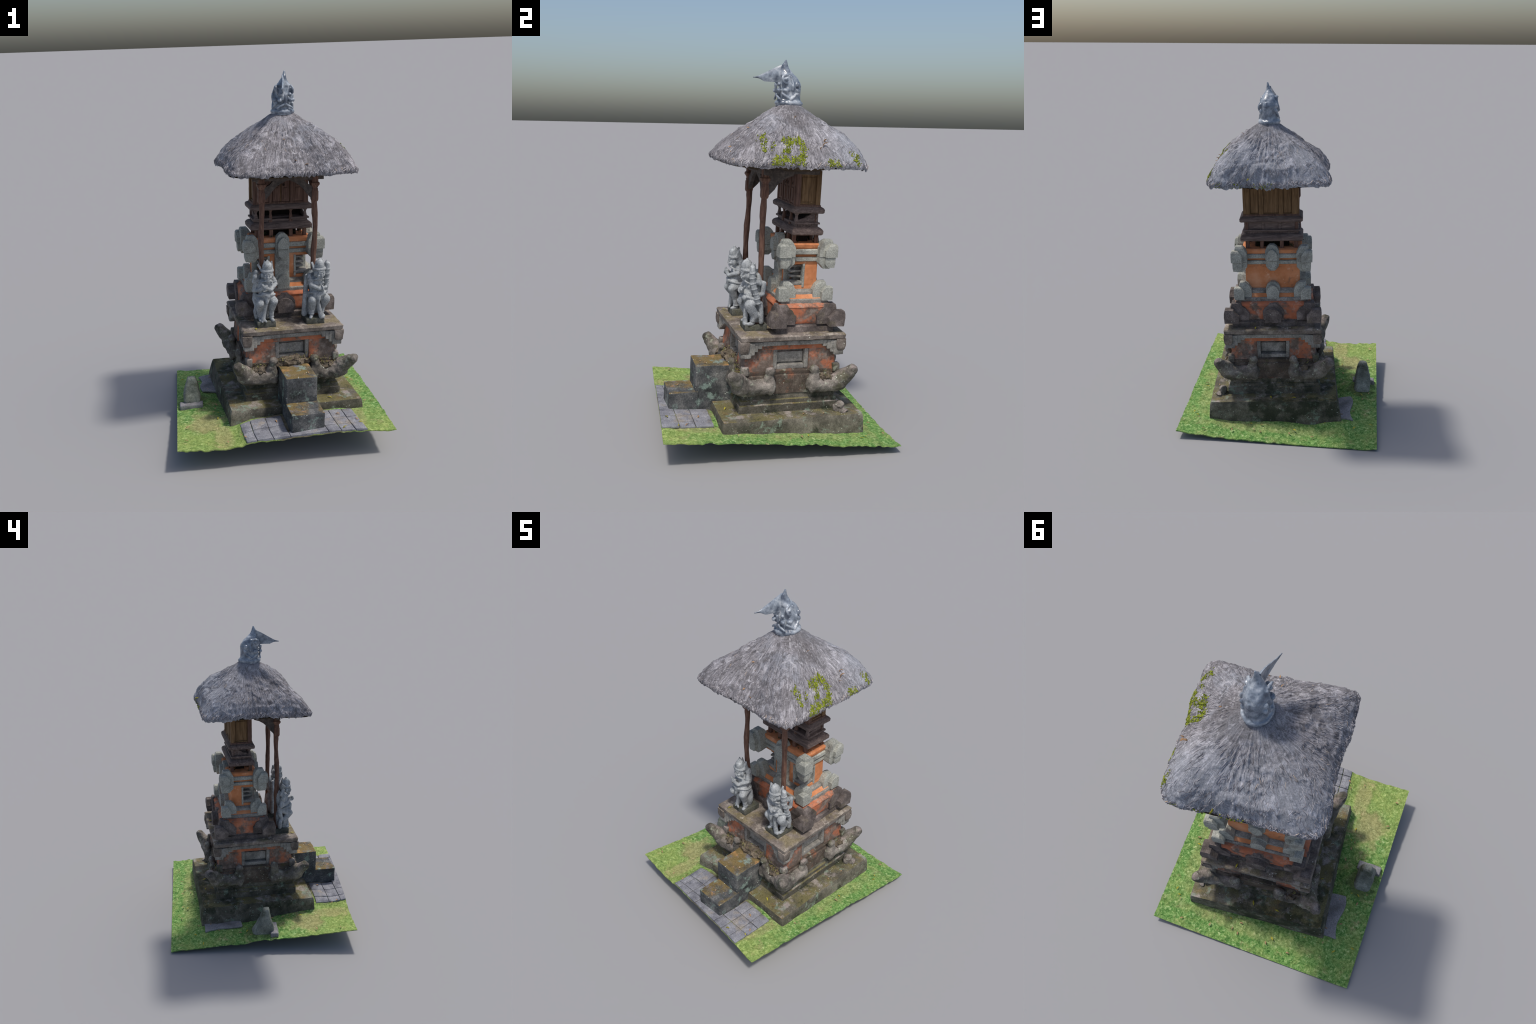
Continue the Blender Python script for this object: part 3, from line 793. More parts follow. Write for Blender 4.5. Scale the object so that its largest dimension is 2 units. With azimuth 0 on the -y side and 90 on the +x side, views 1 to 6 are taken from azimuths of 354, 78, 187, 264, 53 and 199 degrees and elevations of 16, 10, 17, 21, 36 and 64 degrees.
def build_house(root):
    part = empty('timber_house', root, Matrix.Translation((-0.004, 0, 0)))
    def B(name, b, mat, r=0.002, amp=0.001, parent=part, seed=0, seg=0.016):
        v, f = box(*b, r=r, seg=seg, amp=amp, scale=40, seed=seed)
        return add_mesh(name, v, f, MAT[mat], parent)
    def T(name, levels, mat, amp=0.0016, seed=0):
        v, f = tier(levels, YC, r=0.004, amp=amp, seed=seed); return add_mesh(name, v, f, MAT[mat], part)
    # undercroft: stub legs, a dark mass and weeds
    for x in (-0.142, -0.058, 0.058, 0.142):
        for y in (YC - 0.062, YC + 0.062):
            B('stub_leg', (x - 0.011, x + 0.011, y - 0.010, y + 0.010, 1.058, 1.120), 'post', amp=0.002, seed=int(1000 * x))
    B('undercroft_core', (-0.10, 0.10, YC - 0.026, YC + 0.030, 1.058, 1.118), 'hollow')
    T('lower_ledge', [(0.166, 0.070, 1.107), (0.177, 0.080, 1.109), (0.183, 0.086, 1.115), (0.184, 0.087, 1.132), (0.179, 0.082, 1.141), (0.168, 0.072, 1.149), (0.158, 0.062, 1.152)], 'ledge', seed=1)
    T('dentil_course', [(0.156, 0.060, 1.148), (0.156, 0.060, 1.166)], 'ledge', seed=2)
    V = []
    for k in range(34):
        x = -0.152 + 0.304 * k / 33
        V.append(box(x - 0.0028, x + 0.0028, YC + 0.058, YC + 0.0635, 1.151, 1.165, 0.0008, 0.02, 0))
    for sx in (-1, 1):
        for k in range(14):
            y = YC - 0.056 + 0.112 * k / 13
            a, b = sorted((sx * 0.154, sx * 0.1595))
            V.append(box(a, b, y - 0.0028, y + 0.0028, 1.151, 1.165, 0.0008, 0.02, 0))
    v, f = merge(V); ob = add_mesh('dentil', v, f, MAT['ledge'], part); ob['kind'] = 'stuff'
    # sill, broken in the middle of the front by the opening
    B('gallery_sill', (-0.168, -0.058, YC - 0.070, YC + 0.070, 1.165, 1.175), 'ledge', seed=3)
    B('gallery_sill', (0.058, 0.168, YC - 0.070, YC + 0.070, 1.165, 1.175), 'ledge', seed=4)
    B('gallery_sill', (-0.06, 0.06, YC - 0.02, YC + 0.070, 1.165, 1.175), 'ledge', seed=5)
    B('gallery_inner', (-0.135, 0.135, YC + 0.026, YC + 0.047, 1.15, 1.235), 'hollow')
    B('gallery_back_board', (-0.150, 0.150, YC + 0.046, YC + 0.056, 1.172, 1.228), 'ledge', seed=6)
    for x in (-0.152, -0.048, 0.048, 0.152):
        B('gallery_stile', (x - 0.008, x + 0.008, YC + 0.050, YC + 0.061, 1.172, 1.230), 'ledge', seed=7)
    for sx in (-1, 1):
        a, b = sorted((sx * 0.140, sx * 0.150))
        v, f = box(a, b, YC - 0.045, YC + 0.052, 1.172, 1.226, r=0.002, seg=0.007, amp=0.001, seed=8)
        # the board's upper front edge has rotted away
        cut = 1.186 + np.clip((v[:, 1] - (YC - 0.045)) / 0.085, 0, 1) ** 1.6 * 0.045 + 0.005 * vnoise(v * 90, 3)
        v[:, 2] = np.minimum(v[:, 2], cut)
        add_mesh('gallery_side_board', v, f, MAT['ledge'], part)
        B('gallery_stile', (sx * 0.146 - 0.009, sx * 0.146 + 0.009, YC + 0.046, YC + 0.062, 1.172, 1.230), 'door', seed=9)
    for x, w in ((-0.146, 0.010), (-0.060, 0.009), (0.060, 0.009), (0.146, 0.010)):
        prof = [(w * 1.25, 1.150 if abs(x) < 0.1 else 1.172), (w, 1.184), (w * 0.72, 1.198), (w * 0.62, 1.206), (w * 0.85, 1.214), (w * 1.5, 1.224), (w * 1.6, 1.230)]
        rings = [rect_ring(x - a, x + a, YC - 0.056 - a, YC - 0.056 + a, z, (2, 2), a * 0.4) for a, z in prof]
        v, f = loft(rings, amp=0.001, seed=4)
        add_mesh('gallery_post', v, f, MAT['door' if abs(x) < 0.1 else 'ledge'], part)
    T('upper_ledge', [(0.162, 0.066, 1.222), (0.177, 0.081, 1.224), (0.183, 0.087, 1.229), (0.184, 0.088, 1.244), (0.179, 0.083, 1.252), (0.168, 0.073, 1.258), (0.160, 0.066, 1.262)], 'ledge', seed=10)
    T('house_plinth', [(0.166, 0.072, 1.258), (0.164, 0.070, 1.266), (0.158, 0.066, 1.269)], 'door', seed=11)
    # house body with raised stiles and sunk panels
    y0, y1 = YC - 0.070, YC + 0.067
    B('house_core', (-0.150, 0.150, y0 + 0.008, y1 - 0.008, 1.260, 1.445), 'panel')
    # tilted board sides: house leans outward a little at the top
    for sx in (-1, 1):
        a, b = sorted((sx * 0.146, sx * 0.162))
        B('corner_stile', (a, b, y0, y0 + 0.026, 1.262, 1.445), 'door', seed=12)
        B('corner_stile', (a, b, y1 - 0.026, y1, 1.262, 1.445), 'panel', seed=13)
        a, b = sorted((sx * 0.1485, sx * 0.1565))
        B('house_rail', (a, b, y0 + 0.024, y1 - 0.024, 1.262, 1.276), 'panel', seed=14)
        B('house_rail', (a, b, y0 + 0.024, y1 - 0.024, 1.420, 1.445), 'panel', seed=15)
        a, b = sorted((sx * 0.1485, sx * 0.154))
        B('house_panel', (a, b, y0 + 0.034, y1 - 0.034, 1.284, 1.410), 'panel', seed=16)
    for x in (-0.134, -0.058, 0.058, 0.134):
        B('back_stile', (x - 0.013, x + 0.013, y1 - 0.012, y1 + 0.001, 1.262, 1.445), 'panel', seed=17)
    for x, w in ((-0.096, 0.026), (0.0, 0.048), (0.096, 0.026)):
        B('house_panel', (x - w + 0.004, x + w - 0.004, y1 - 0.010, y1 - 0.003, 1.276, 1.435), 'panel', seed=18)
        B('house_rail', (x - w, x + w, y1 - 0.012, y1 - 0.001, 1.262, 1.272), 'panel', seed=19)
    # front: a pair of doors between fixed panels
    for x, w in ((-0.100, 0.034), (-0.027, 0.025), (0.027, 0.025), (0.100, 0.034)):
        B('door_leaf' if abs(x) < 0.05 else 'front_panel', (x - w + 0.002, x + w - 0.002, y0 + 0.001, y0 + 0.013, 1.270, 1.425), 'door', seed=int(20 + 100 * x))
        B('raised_board', (x - w * 0.45, x + w * 0.45, y0 - 0.003, y0 + 0.006, 1.282, 1.35), 'door', seed=int(30 + 100 * x))
    for x in (-0.062, 0.062, -0.140, 0.140):
        B('door_post', (x - 0.008, x + 0.008, y0 - 0.004, y0 + 0.012, 1.266, 1.430), 'door', seed=21)
    for x, z in ((-0.016, 1.368), (0.014, 1.368), (0.098, 1.372), (-0.098, 1.372)):
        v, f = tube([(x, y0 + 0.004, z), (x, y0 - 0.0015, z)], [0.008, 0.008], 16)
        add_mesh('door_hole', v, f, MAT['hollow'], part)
        v, f = torus((x, y0 - 0.001, z), (0, 1, 0), 0.0085, 0.0018, 20, 8)
        add_mesh('door_ring', v, f, MAT['door'], part)
    B('front_head', (-0.155, 0.155, y0 - 0.004, y0 + 0.012, 1.424, 1.445), 'door', seed=22)
    # two tall posts carry the roof in front, with cut braces
    for sx in (-1, 1):
        x, y = sx * 0.151, -0.163
        zs = np.linspace(0.60, 1.300, 30)
        path = [(x + 0.0035 * math.sin(z * 17 + sx), y + 0.003 * math.sin(z * 13 + 2 * sx), z) for z in zs]
        rad = [0.0155 + 0.0016 * math.sin(z * 31 + sx) + 0.010 * max(0, (0.72 - z) / 0.12) ** 1.5 for z in zs]
        if sx > 0:
            rad = [r + 0.010 * max(0, (0.86 - z) / 0.26) for r, z in zip(rad, zs)]
        post = add_mesh('roof_post', *tube(path, rad, 8, 0.003, 30, 3 + sx, 1.0, math.pi / 8), MAT['post'], part, 50)
        v, f = loft([rect_ring(x - a, x + a, y - a, y + a, z, (3, 3), 0.003) for a, z in
                     ((0.0150, 1.296), (0.0185, 1.306), (0.0185, 1.352), (0.0160, 1.358), (0.0165, 1.366), (0.0140, 1.372), (0.018, 1.382), (0.0235, 1.390), (0.0235, 1.400), (0.017, 1.406), (0.017, 1.455))], amp=0.0012, seed=6)
        add_mesh('post_head', v, f, MAT['post'], post)
        # braces: flat cut boards, one along the front, one running back to the house
        def brace(d, reach, solid=False):
            pts = [(0.0, 1.285), (0.020, 1.312), (0.048, 1.342), (0.064, 1.366), (0.09, 1.390), (0.118, 1.406), (reach, 1.416)]
            top = [(0.0, 1.372), (0.018, 1.384), (0.044, 1.396), (0.06, 1.412), (0.085, 1.428), (0.11, 1.442), (reach, 1.446)]
            if solid:
                top = [(q[0], 1.452) for q in pts]
            rings = []
            for (s, zl), (t, zh) in zip(pts, top):
                sec = []
                for q, z in ((-0.009, zl), (0.009, zl), (0.009, zh), (-0.009, zh)):
                    w = s if z == zl else t
                    sec.append((x + d[0] * w + d[1] * q, y + d[1] * w + d[0] * q, z))
                rings.append(sec)
            v, f = loft(rings, amp=0.0025, scale=50, seed=8)
            return add_mesh('post_brace', v, f, MAT['brace'], post)
        brace((-sx, 0), 0.140); brace((0, 1), 0.15, True)
    B('front_beam', (-0.20, 0.20, -0.178, -0.150, 1.418, 1.460), 'brace', amp=0.002, seed=23)
    for sx in (-1, 1):
        B('side_beam', (sx * 0.150 - 0.012, sx * 0.150 + 0.012, -0.17, 0.13, 1.424, 1.462), 'brace', amp=0.002, seed=24)
    return part


# ------------------------------------------------------------------ roof
ROOF_F = [0.10, 0.17, 0.30, 0.45, 0.61, 0.75, 0.85, 0.93, 0.985, 1.005, 1.008, 0.998]
ROOF_Z = [1.788, 1.768, 1.733, 1.688, 1.643, 1.608, 1.577, 1.540, 1.507, 1.492, 1.482, 1.471]


HIP = {(1, -1): (0.026, 0.55), (1, 1): (0.024, 0.66), (-1, -1): (-0.001, 0.60), (-1, 1): (0.012, 0.62)}   # how each hip swells, and where


def roof_point(theta, f, z):
    c, s = math.cos(theta), math.sin(theta)
    g = max(0, min(1, (f - 0.14) / 0.86))
    n = 2.1 + (13.0 if s < 0 else 8.0) * g ** 0.8
    R = (abs(c) ** n + abs(s) ** n) ** (-1 / n)
    cx, cy = -0.004 * g, -0.008 - 0.002 * g
    hip = max(0, abs(c * s) * 2 - 0.5) / 0.5
    amp, at = HIP[(1 if c > 0 else -1, 1 if s > 0 else -1)]
    bump = math.exp(-((f - at) / 0.26) ** 2)
    # slopes hang a little hollow low down between the hips
    pull = 1 - 0.022 * (1 - hip) * math.exp(-((f - 0.72) / 0.18) ** 2)
    reach = 1 + hip * g * (0.046 if (c < 0 and s < 0) else (0.008 if (c > 0 and s > 0) else (0.024 if s < 0 else 0.02)))
    face = (1 - hip) * ((0.014 if c > 0.6 else 0.010 if s > 0.6 else 0.0) * math.exp(-((f - 0.40) / 0.20) ** 2))
    sag = (1 - hip) * (0.012 if s < -0.6 else 0.0) * math.exp(-((f - 0.86) / 0.16) ** 2)
    drop = (0.013 * max(0, s) ** 2 + 0.006 * max(0, -s) ** 2) * max(0, min(1, (f - 0.84) / 0.16))
    zz = z + hip * amp * bump + face - sag - drop
    return (cx + f * (0.343 if c > 0 else 0.336) * c * R * pull * reach, cy + f * 0.340 * s * R * pull * reach, zz)


def roof_param(k):
    """arc position along the outline from neck to eave, 0..1"""
    d = [0]
    for i in range(1, len(ROOF_F)):
        d.append(d[-1] + math.hypot((ROOF_F[i] - ROOF_F[i - 1]) * 0.34, ROOF_Z[i] - ROOF_Z[i - 1]))
    d = np.array(d) / d[-1]
    return float(np.interp(k, d, ROOF_F)), float(np.interp(k, d, ROOF_Z))


def build_roof(root):
    N, Mr = 420, 110
    TH = np.linspace(0, 2 * math.pi, N, endpoint=False)
    # spread samples evenly along the square outline instead of round the circle
    TH = np.array([math.atan2(*(lambda t: (math.copysign(min(1, abs(math.sin(t)) * 1.35), math.sin(t)), math.copysign(min(1, abs(math.cos(t)) * 1.35), math.cos(t))))(t)) for t in TH]) if False else TH
    V = []
    for k in np.linspace(0, 1, Mr):
        f, z = roof_param(k)
        V += [roof_point(t, f, z) for t in TH]
    V = np.array(V)
    ctr = np.array([0, -0.01, 1.45]); out = V - ctr; out /= np.linalg.norm(out, axis=1, keepdims=True)
    th = np.arctan2(V[:, 1] + 0.01, V[:, 0]); lev = np.repeat(np.linspace(0, 1, Mr), N)
    fade = np.clip(lev * 3, 0.15, 1)
    sp = np.stack([np.cos(th) * 26, np.sin(th) * 26, V[:, 2] * 16], 1)
    d = fbm(sp, 4, 2) * 0.0065 + fbm(V * 8, 3, 6) * 0.014 + np.maximum(0, fbm(V * 30, 3, 16)) * 0.013 - 0.002
    # a slumped fold in the back slope
    fold = np.exp(-((V[:, 0]) / 0.13) ** 2) * (V[:, 1] > 0.1)
    step = 1 / (1 + np.exp((V[:, 2] - (1.575 + 0.012 * np.sin(V[:, 0] * 40))) / 0.004))
    d = d + fold * step * np.clip((V[:, 2] - 1.50) / 0.06, 0, 1) * 0.012
    V = V + out * (d * fade)[:, None]
    # ragged lower lip
    lip = np.clip((lev - 0.93) / 0.07, 0, 1)
    V[:, 2] += lip * (vnoise(np.stack([np.cos(th) * 48, np.sin(th) * 48, th * 0], 1), 5) * 0.008 + vnoise(np.stack([np.cos(th) * 7, np.sin(th) * 7, th * 0], 1), 9) * 0.006)
    F = []
    for a in range(Mr - 1):
        for b in range(N):
            c = (b + 1) % N
            F.append((a * N + b, (a + 1) * N + b, (a + 1) * N + c, a * N + c))
    V = np.vstack([V, [[0, -0.02, 1.795]]]); top = len(V) - 1
    for b in range(N):
        F.append((top, b, (b + 1) % N))
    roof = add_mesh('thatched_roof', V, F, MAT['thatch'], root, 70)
    # underside: shallow bowl of battens hanging to the house head
    rows = [(0.992, 1.473), (0.96, 1.468), (0.88, 1.464), (0.76, 1.453), (0.64, 1.440), (0.5, 1.430), (0.3, 1.424), (0.12, 1.422)]
    rings = [[roof_point(t, f, z) for t in TH[::3]] for f, z in rows]
    v, f = loft(rings, amp=0.004, scale=24, seed=3)
    add_mesh('roof_soffit', v, f, MAT['soffit'], roof, 0)

    # loose straw laid down the slopes, and a fringe along the eave
    rng = np.random.default_rng(5)
    strands = []
    G = V[:N * Mr].reshape(Mr, N, 3)
    def strand(col, row, L, w, lift, skew):
        pts = []
        for q in (0.0, 0.5, 1.0):
            r = min(Mr - 2, int(row + q * L * Mr / 0.47)); c = int(col + skew * q) % N
            p = G[r, c]; e = p - ctr; e = e / np.linalg.norm(e)
            pts.append(p + e * (0.0008 + lift * q))
        u = np.cross(pts[2] - pts[0], e); u /= np.linalg.norm(u) + 1e-9
        W = []
        for p, s in zip(pts, (0.8, 1.0, 0.25)):
            W += [p - u * w * s, p + u * w * s, p + e * w * s]
        Q = [(0, 2, 1), (6, 7, 8)]
        for a in (0, 3):
            for i in range(3):
                j = (i + 1) % 3
                Q.append((a + i, a + j, a + 3 + j, a + 3 + i))
        return W, Q
    for i in range(3400):
        row = Mr * math.sqrt(rng.uniform(0.03, 0.93)); col = rng.integers(0, N)
        if vnoise(G[int(row), col][None] * 16, 12)[0] < -0.05:
            continue
        strands.append(strand(col, row, rng.uniform(0.012, 0.035), rng.uniform(0.0005, 0.0012), rng.uniform(-0.0005, 0.003), rng.normal(0, 2.4)))
    for i in range(900):
        strands.append(strand(rng.integers(0, N), Mr * rng.uniform(0.90, 0.95), rng.uniform(0.015, 0.025), rng.uniform(0.0010, 0.0020), rng.uniform(0.0, 0.003), rng.normal(0, 2)))
    v, f = merge(strands)
    ob = add_mesh('loose_straw', v, f, MAT['straw'], roof, 0, recalc=False); ob['kind'] = 'stuff'

    # cushions of bright moss on the sunny slope and specks on the back eave
    def on_side(y, z):
        f = float(np.interp(-z, [-q for q in ROOF_Z], ROOF_F))
        t = math.atan2((y + 0.004) / 0.341, f * 0.345 / max(f, 0.01) * f / 0.345)
        return np.array(roof_point(t, f, z)), f
    cushions = []
    patches = [(-0.235, -0.165, 1.545, 1.615, 12), (-0.115, 0.0, 1.582, 1.606, 26), (-0.020, 0.002, 1.515, 1.60, 14), (-0.115, -0.09, 1.54, 1.60, 10), (-0.08, -0.01, 1.487, 1.525, 20),
               (-0.185, -0.10, 1.487, 1.522, 28), (0.105, 0.175, 1.484, 1.510, 14), (0.235, 0.275, 1.49, 1.54, 10)]
    for ya, yb, za, zb, n in patches:
        for i in range(n):
            y, z = rng.uniform(ya, yb), rng.uniform(za, zb)
            f = float(np.interp(-z, [-q for q in ROOF_Z[:10]], ROOF_F[:10]))
            t = math.atan2((y + 0.004) / 0.341, f)
            p = np.array(roof_point(t, f, z))
            for j in range(9):
                r = rng.uniform(0.0016, 0.0048)
                dy, dz = rng.normal(0, 0.0065), rng.normal(0, 0.0075)
                c = int(round(math.atan2(p[1], p[0]) / (2 * math.pi) * N)) % N
                row = int(np.argmin(np.linalg.norm(G[:, c] - p, axis=1))); c2 = int(np.argmin(np.linalg.norm(G[row] - (p + np.array([0, dy, 0])), axis=1)))
                row2 = int(np.argmin(np.abs(G[:, c2, 2] - (p[2] + dz)) + (np.arange(Mr) > Mr * 0.97) * 1.0))
                q0 = G[row2, c2]
                v, q = sphere(q0 + np.array([0.001, 0, 0.001]), (r * 0.55, r, r * rng.uniform(0.7, 1.6)), 1, (0, -0.6, 0))
                cushions.append((v, q))
    for i in range(46):
        x = rng.choice([rng.uniform(0.14, 0.20), rng.uniform(-0.02, 0.09), rng.uniform(0.24, 0.31)]); z = rng.uniform(1.474, 1.500)
        f = float(np.interp(-z, [-q for q in ROOF_Z], ROOF_F)); t = math.atan2(f, x / 0.345)
        p = np.array(roof_point(t, f, z)); r = rng.uniform(0.002, 0.0045)
        cushions.append(sphere(p, r, 1))
    v, f = merge(cushions)
    ob = add_mesh('moss_cushions', rough(v, 0.002, 150, 2, 4), f, MAT['moss'], roof, 0); ob['kind'] = 'stuff'
    return roof


def build_finial(root, roof):
    # glazed clay ridge ornament: drum with curls and eyes, rising to a bent point, with a long flat beak in front
    rows = [(1.762, 0.060, -0.084, 0.056, 0.0), (1.782, 0.061, -0.082, 0.055, 0.0), (1.800, 0.052, -0.074, 0.047, 0.0), (1.822, 0.049, -0.073, 0.046, 0.0), (1.845, 0.050, -0.074, 0.047, 0.0), (1.870, 0.049, -0.070, 0.046, 0.0),
            (1.890, 0.047, -0.066, 0.039, 0.0), (1.908, 0.041, -0.064, 0.026, 0.0), (1.922, 0.035, -0.068, 0.010, 0.0), (1.938, 0.025, -0.066, -0.006, 0.0), (1.955, 0.015, -0.064, -0.020, 0.0), (1.970, 0.011, -0.062, -0.028, 0.002), (1.985, 0.0065, -0.052, -0.034, 0.004), (1.998, 0.004, -0.045, -0.037, 0.006)]
    rows = fill_levels(rows, 0.006)
    rings = []
    for z, hx, yf, yb, ox in rows:
        cy, hy = (yf + yb) / 2, (yb - yf) / 2
        ring = []
        for t in np.linspace(0, 2 * math.pi, 36, endpoint=False):
            c, s = math.cos(t), math.sin(t); R = (abs(c) ** 2.05 + abs(s) ** 2.05) ** (-1 / 2.05)
            ring.append((ox + hx * c * R, cy + hy * s * R, z))
        rings.append(ring)
    parts = [loft(rings)]
    for sx in (-1, 1):
        X = sx * 0.040
        parts += [torus((X, -0.048, 1.899), (1, sx * 0.35, 0.25), 0.021, 0.0060), sphere((X + sx * 0.003, -0.048, 1.897), (0.010, 0.012, 0.012))]
        parts += [sphere((sx * 0.049, -0.046, 1.842), (0.013, 0.018, 0.013)), sphere((sx * 0.044, 0.016, 1.872), (0.012, 0.012, 0.014)), sphere((sx * 0.044, 0.020, 1.842), (0.011, 0.012, 0.012)), sphere((sx * 0.053, -0.012, 1.858), (0.010, 0.010, 0.02))]
        parts += [capsule((sx * 0.042, -0.062, 1.826), (sx * 0.057, -0.022, 1.797), 0.007, 0.007), capsule((sx * 0.057, -0.022, 1.797), (sx * 0.046, 0.022, 1.830), 0.007, 0.006)]
        parts += [sphere((sx * 0.030, -0.080, 1.842), (0.014, 0.012, 0.012)), sphere((sx * 0.026, -0.078, 1.872), (0.012, 0.009, 0.011)),
                  capsule((sx * 0.006, -0.084, 1.822), (sx * 0.042, -0.078, 1.800), 0.006, 0.006)]
        parts += [capsule((sx * 0.040, -0.020, 1.912), (sx * 0.052, -0.010, 1.875), 0.007, 0.006)]
    parts += [capsule((0, -0.088, 1.87), (0, -0.083, 1.82), 0.008, 0.006)]
    parts += [loft([[(0.064 * math.cos(t) * k, -0.014 + 0.074 * math.sin(t) * k, z) for t in np.linspace(0, 2 * math.pi, 36, endpoint=False)] for k, z in ((0.9, 1.768), (1.0, 1.774), (1.02, 1.782), (0.96, 1.790), (0.85, 1.792))])]
    V, F = fused('finial', parts, 0.0028, 1)
    V = rough(V, 0.0035, 45, 3, 6)
    V[:, 2] = np.minimum(V[:, 2], 1.9995)
    fin = add_mesh('roof_finial', V, F, MAT['glaze'], root, 0)
    # beak: curved blade, top edge and bottom edge drawn as two lines
    s = np.linspace(0, 1, 16)
    top_y = np.interp(s, [0, 0.3, 0.6, 0.85, 1], [-0.050, -0.090, -0.135, -0.178, -0.200]); top_z = np.interp(s, [0, 0.3, 0.6, 0.85, 1], [1.976, 1.958, 1.932, 1.909, 1.9045])
    bot_y = np.interp(s, [0, 0.3, 0.6, 0.85, 1], [-0.056, -0.098, -0.142, -0.172, -0.199]); bot_z = np.interp(s, [0, 0.3, 0.6, 0.85, 1], [1.880, 1.884, 1.884, 1.899, 1.9005])
    rings = []
    for i, q in enumerate(s):
        ox = -0.010 - 0.039 * q ** 1.5; th = 0.0055 * (1 - q) + 0.0016
        sec = []
        for k in range(7):
            u = k / 6
            sec.append((ox + 0.008 * math.sin(u * math.pi) * (1 - q) - th * (1 if 0 < k < 6 else 0.5), top_y[i] + (bot_y[i] - top_y[i]) * u, top_z[i] + (bot_z[i] - top_z[i]) * u))
        for k in reversed(range(7)):
            u = k / 6
            sec.append((ox + 0.008 * math.sin(u * math.pi) * (1 - q) + th * (1 if 0 < k < 6 else 0.5), top_y[i] + (bot_y[i] - top_y[i]) * u, top_z[i] + (bot_z[i] - top_z[i]) * u))
        rings.append(sec)
    v, f = loft(rings, amp=0.001, scale=40, seed=2)
    add_mesh('beak', v, f, MAT['glaze'], fin, 50)
    return fin


# ------------------------------------------------------------------ guardian statues
class Figure:
    """solids tagged by body part, melted into one skin, then cut into parts that share their border"""

    def __init__(self):
        self.items = []

    def ball(self, part, c, r, rot=None):
        r = r if hasattr(r, '__len__') else (r, r, r)
        R = np.array(Euler(rot).to_matrix()) if rot else np.eye(3)
        c = np.array(c, float); rr = np.array(r, float)
        self.items.append((part, sphere(c, r, 3, rot), lambda p: (np.linalg.norm(((p - c) @ R) / rr, axis=1) - 1) * rr.min()))

    def limb(self, part, pts, rad):
        for (a, b, ra, rb) in zip(pts, pts[1:], rad, rad[1:]):
            A, B = np.array(a, float), np.array(b, float)

            def sd(p, A=A, B=B, ra=ra, rb=rb):
                d = B - A; t = np.clip(((p - A) @ d) / (d @ d), 0, 1)
                return np.linalg.norm(p - A - t[:, None] * d, axis=1) - (ra + (rb - ra) * t)
            self.items.append((part, capsule(a, b, ra, rb), sd))

    def solid(self, part, mesh, c, r):
        c = np.array(c, float); r = np.array(r, float)
        self.items.append((part, mesh, lambda p: (np.linalg.norm((p - c) / r, axis=1) - 1) * r.min()))

    def build(self, root, names, mat, voxel=0.0023, amp=0.0012):
        V, F = fused('figure', [m for _, m, _ in self.items], voxel, 1)
        V = rough(V, amp, 70, 3, 5)
        V[:, 1] -= 0.005
        V[:, 2] = np.maximum(V[:, 2], 0.030)
        keys = list(names)
        cent = np.array([V[list(q)].mean(0) for q in F])
        best = np.full(len(F), 1e9); lab = np.zeros(len(F), int)
        for part, _, sd in self.items:
            d = sd(cent); i = keys.index(part); m = d < best
            best[m] = d[m]; lab[m] = i
        N = vertex_normals(V, F)
        for i, k in enumerate(keys):
            fs = [q for q, l in zip(F, lab) if l == i]
            if not fs:
                continue
            used = sorted({j for q in fs for j in q}); remap = {j: n for n, j in enumerate(used)}
            ob = add_mesh(names[k], V[used], [tuple(remap[j] for j in q) for q in fs], mat, root, 0, recalc=False)
            ob.data.normals_split_custom_set_from_vertices([tuple(N[j]) for j in used])


def crown_wing(a, b, c, t=0.006):
    a, b, c = map(np.array, (a, b, c))
    n = np.cross(b - a, c - a).astype(float); n /= np.linalg.norm(n)
    V = [a + n * t, b + n * t, c + n * t, a - n * t, b - n * t, c - n * t]
    return np.array(V), [(0, 1, 2), (5, 4, 3), (0, 3, 4, 1), (1, 4, 5, 2), (2, 5, 3, 0)]


def head_of(F, hx, hy, hz, turn=0.0):
    """face with brow, nose, lips and ears, under a domed crown with a flaring rim"""
    cs, sn = math.cos(turn), math.sin(turn)
    def at(x, y, z):
        return (hx + x * cs - y * sn, hy + x * sn + y * cs, hz + z)
    F.ball('head', at(0, 0, 0), (0.0275, 0.030, 0.034))
    F.ball('head', at(0, -0.012, -0.020), (0.018, 0.018, 0.016))
    F.ball('head', at(0, -0.031, -0.004), (0.0050, 0.006, 0.010))
    F.ball('head', at(0, -0.034, -0.009), (0.0070, 0.005, 0.0045))
    for s in (-1, 1):
        F.ball('head', at(s * 0.0115, -0.0275, 0.004), (0.0080, 0.0045, 0.0045))
        F.limb('head', [at(s * 0.003, -0.031, 0.011), at(s * 0.020, -0.025, 0.014)], [0.0035, 0.003])
        F.ball('head', at(s * 0.014, -0.023, -0.010), (0.009, 0.008, 0.008))
        F.ball('head', at(s * 0.029, -0.002, -0.004), (0.006, 0.010, 0.016))
    F.ball('head', at(0, -0.030, -0.0175), (0.0100, 0.005, 0.0028)); F.ball('head', at(0, -0.029, -0.0225), (0.0080, 0.005, 0.0028))
    # crown band, dome, boss and back flare
    F.solid('crown', torus(at(0, 0.002, 0.024), (0, 0, 1), 0.029, 0.0085), at(0, 0.002, 0.024), (0.037, 0.037, 0.010))
    F.ball('crown', at(0, -0.002, 0.045), (0.027, 0.029, 0.034)); F.ball('crown', at(0, -0.002, 0.080), (0.006, 0.006, 0.006))
    F.ball('crown', at(0, 0.022, 0.015), (0.030, 0.022, 0.034))
    return at


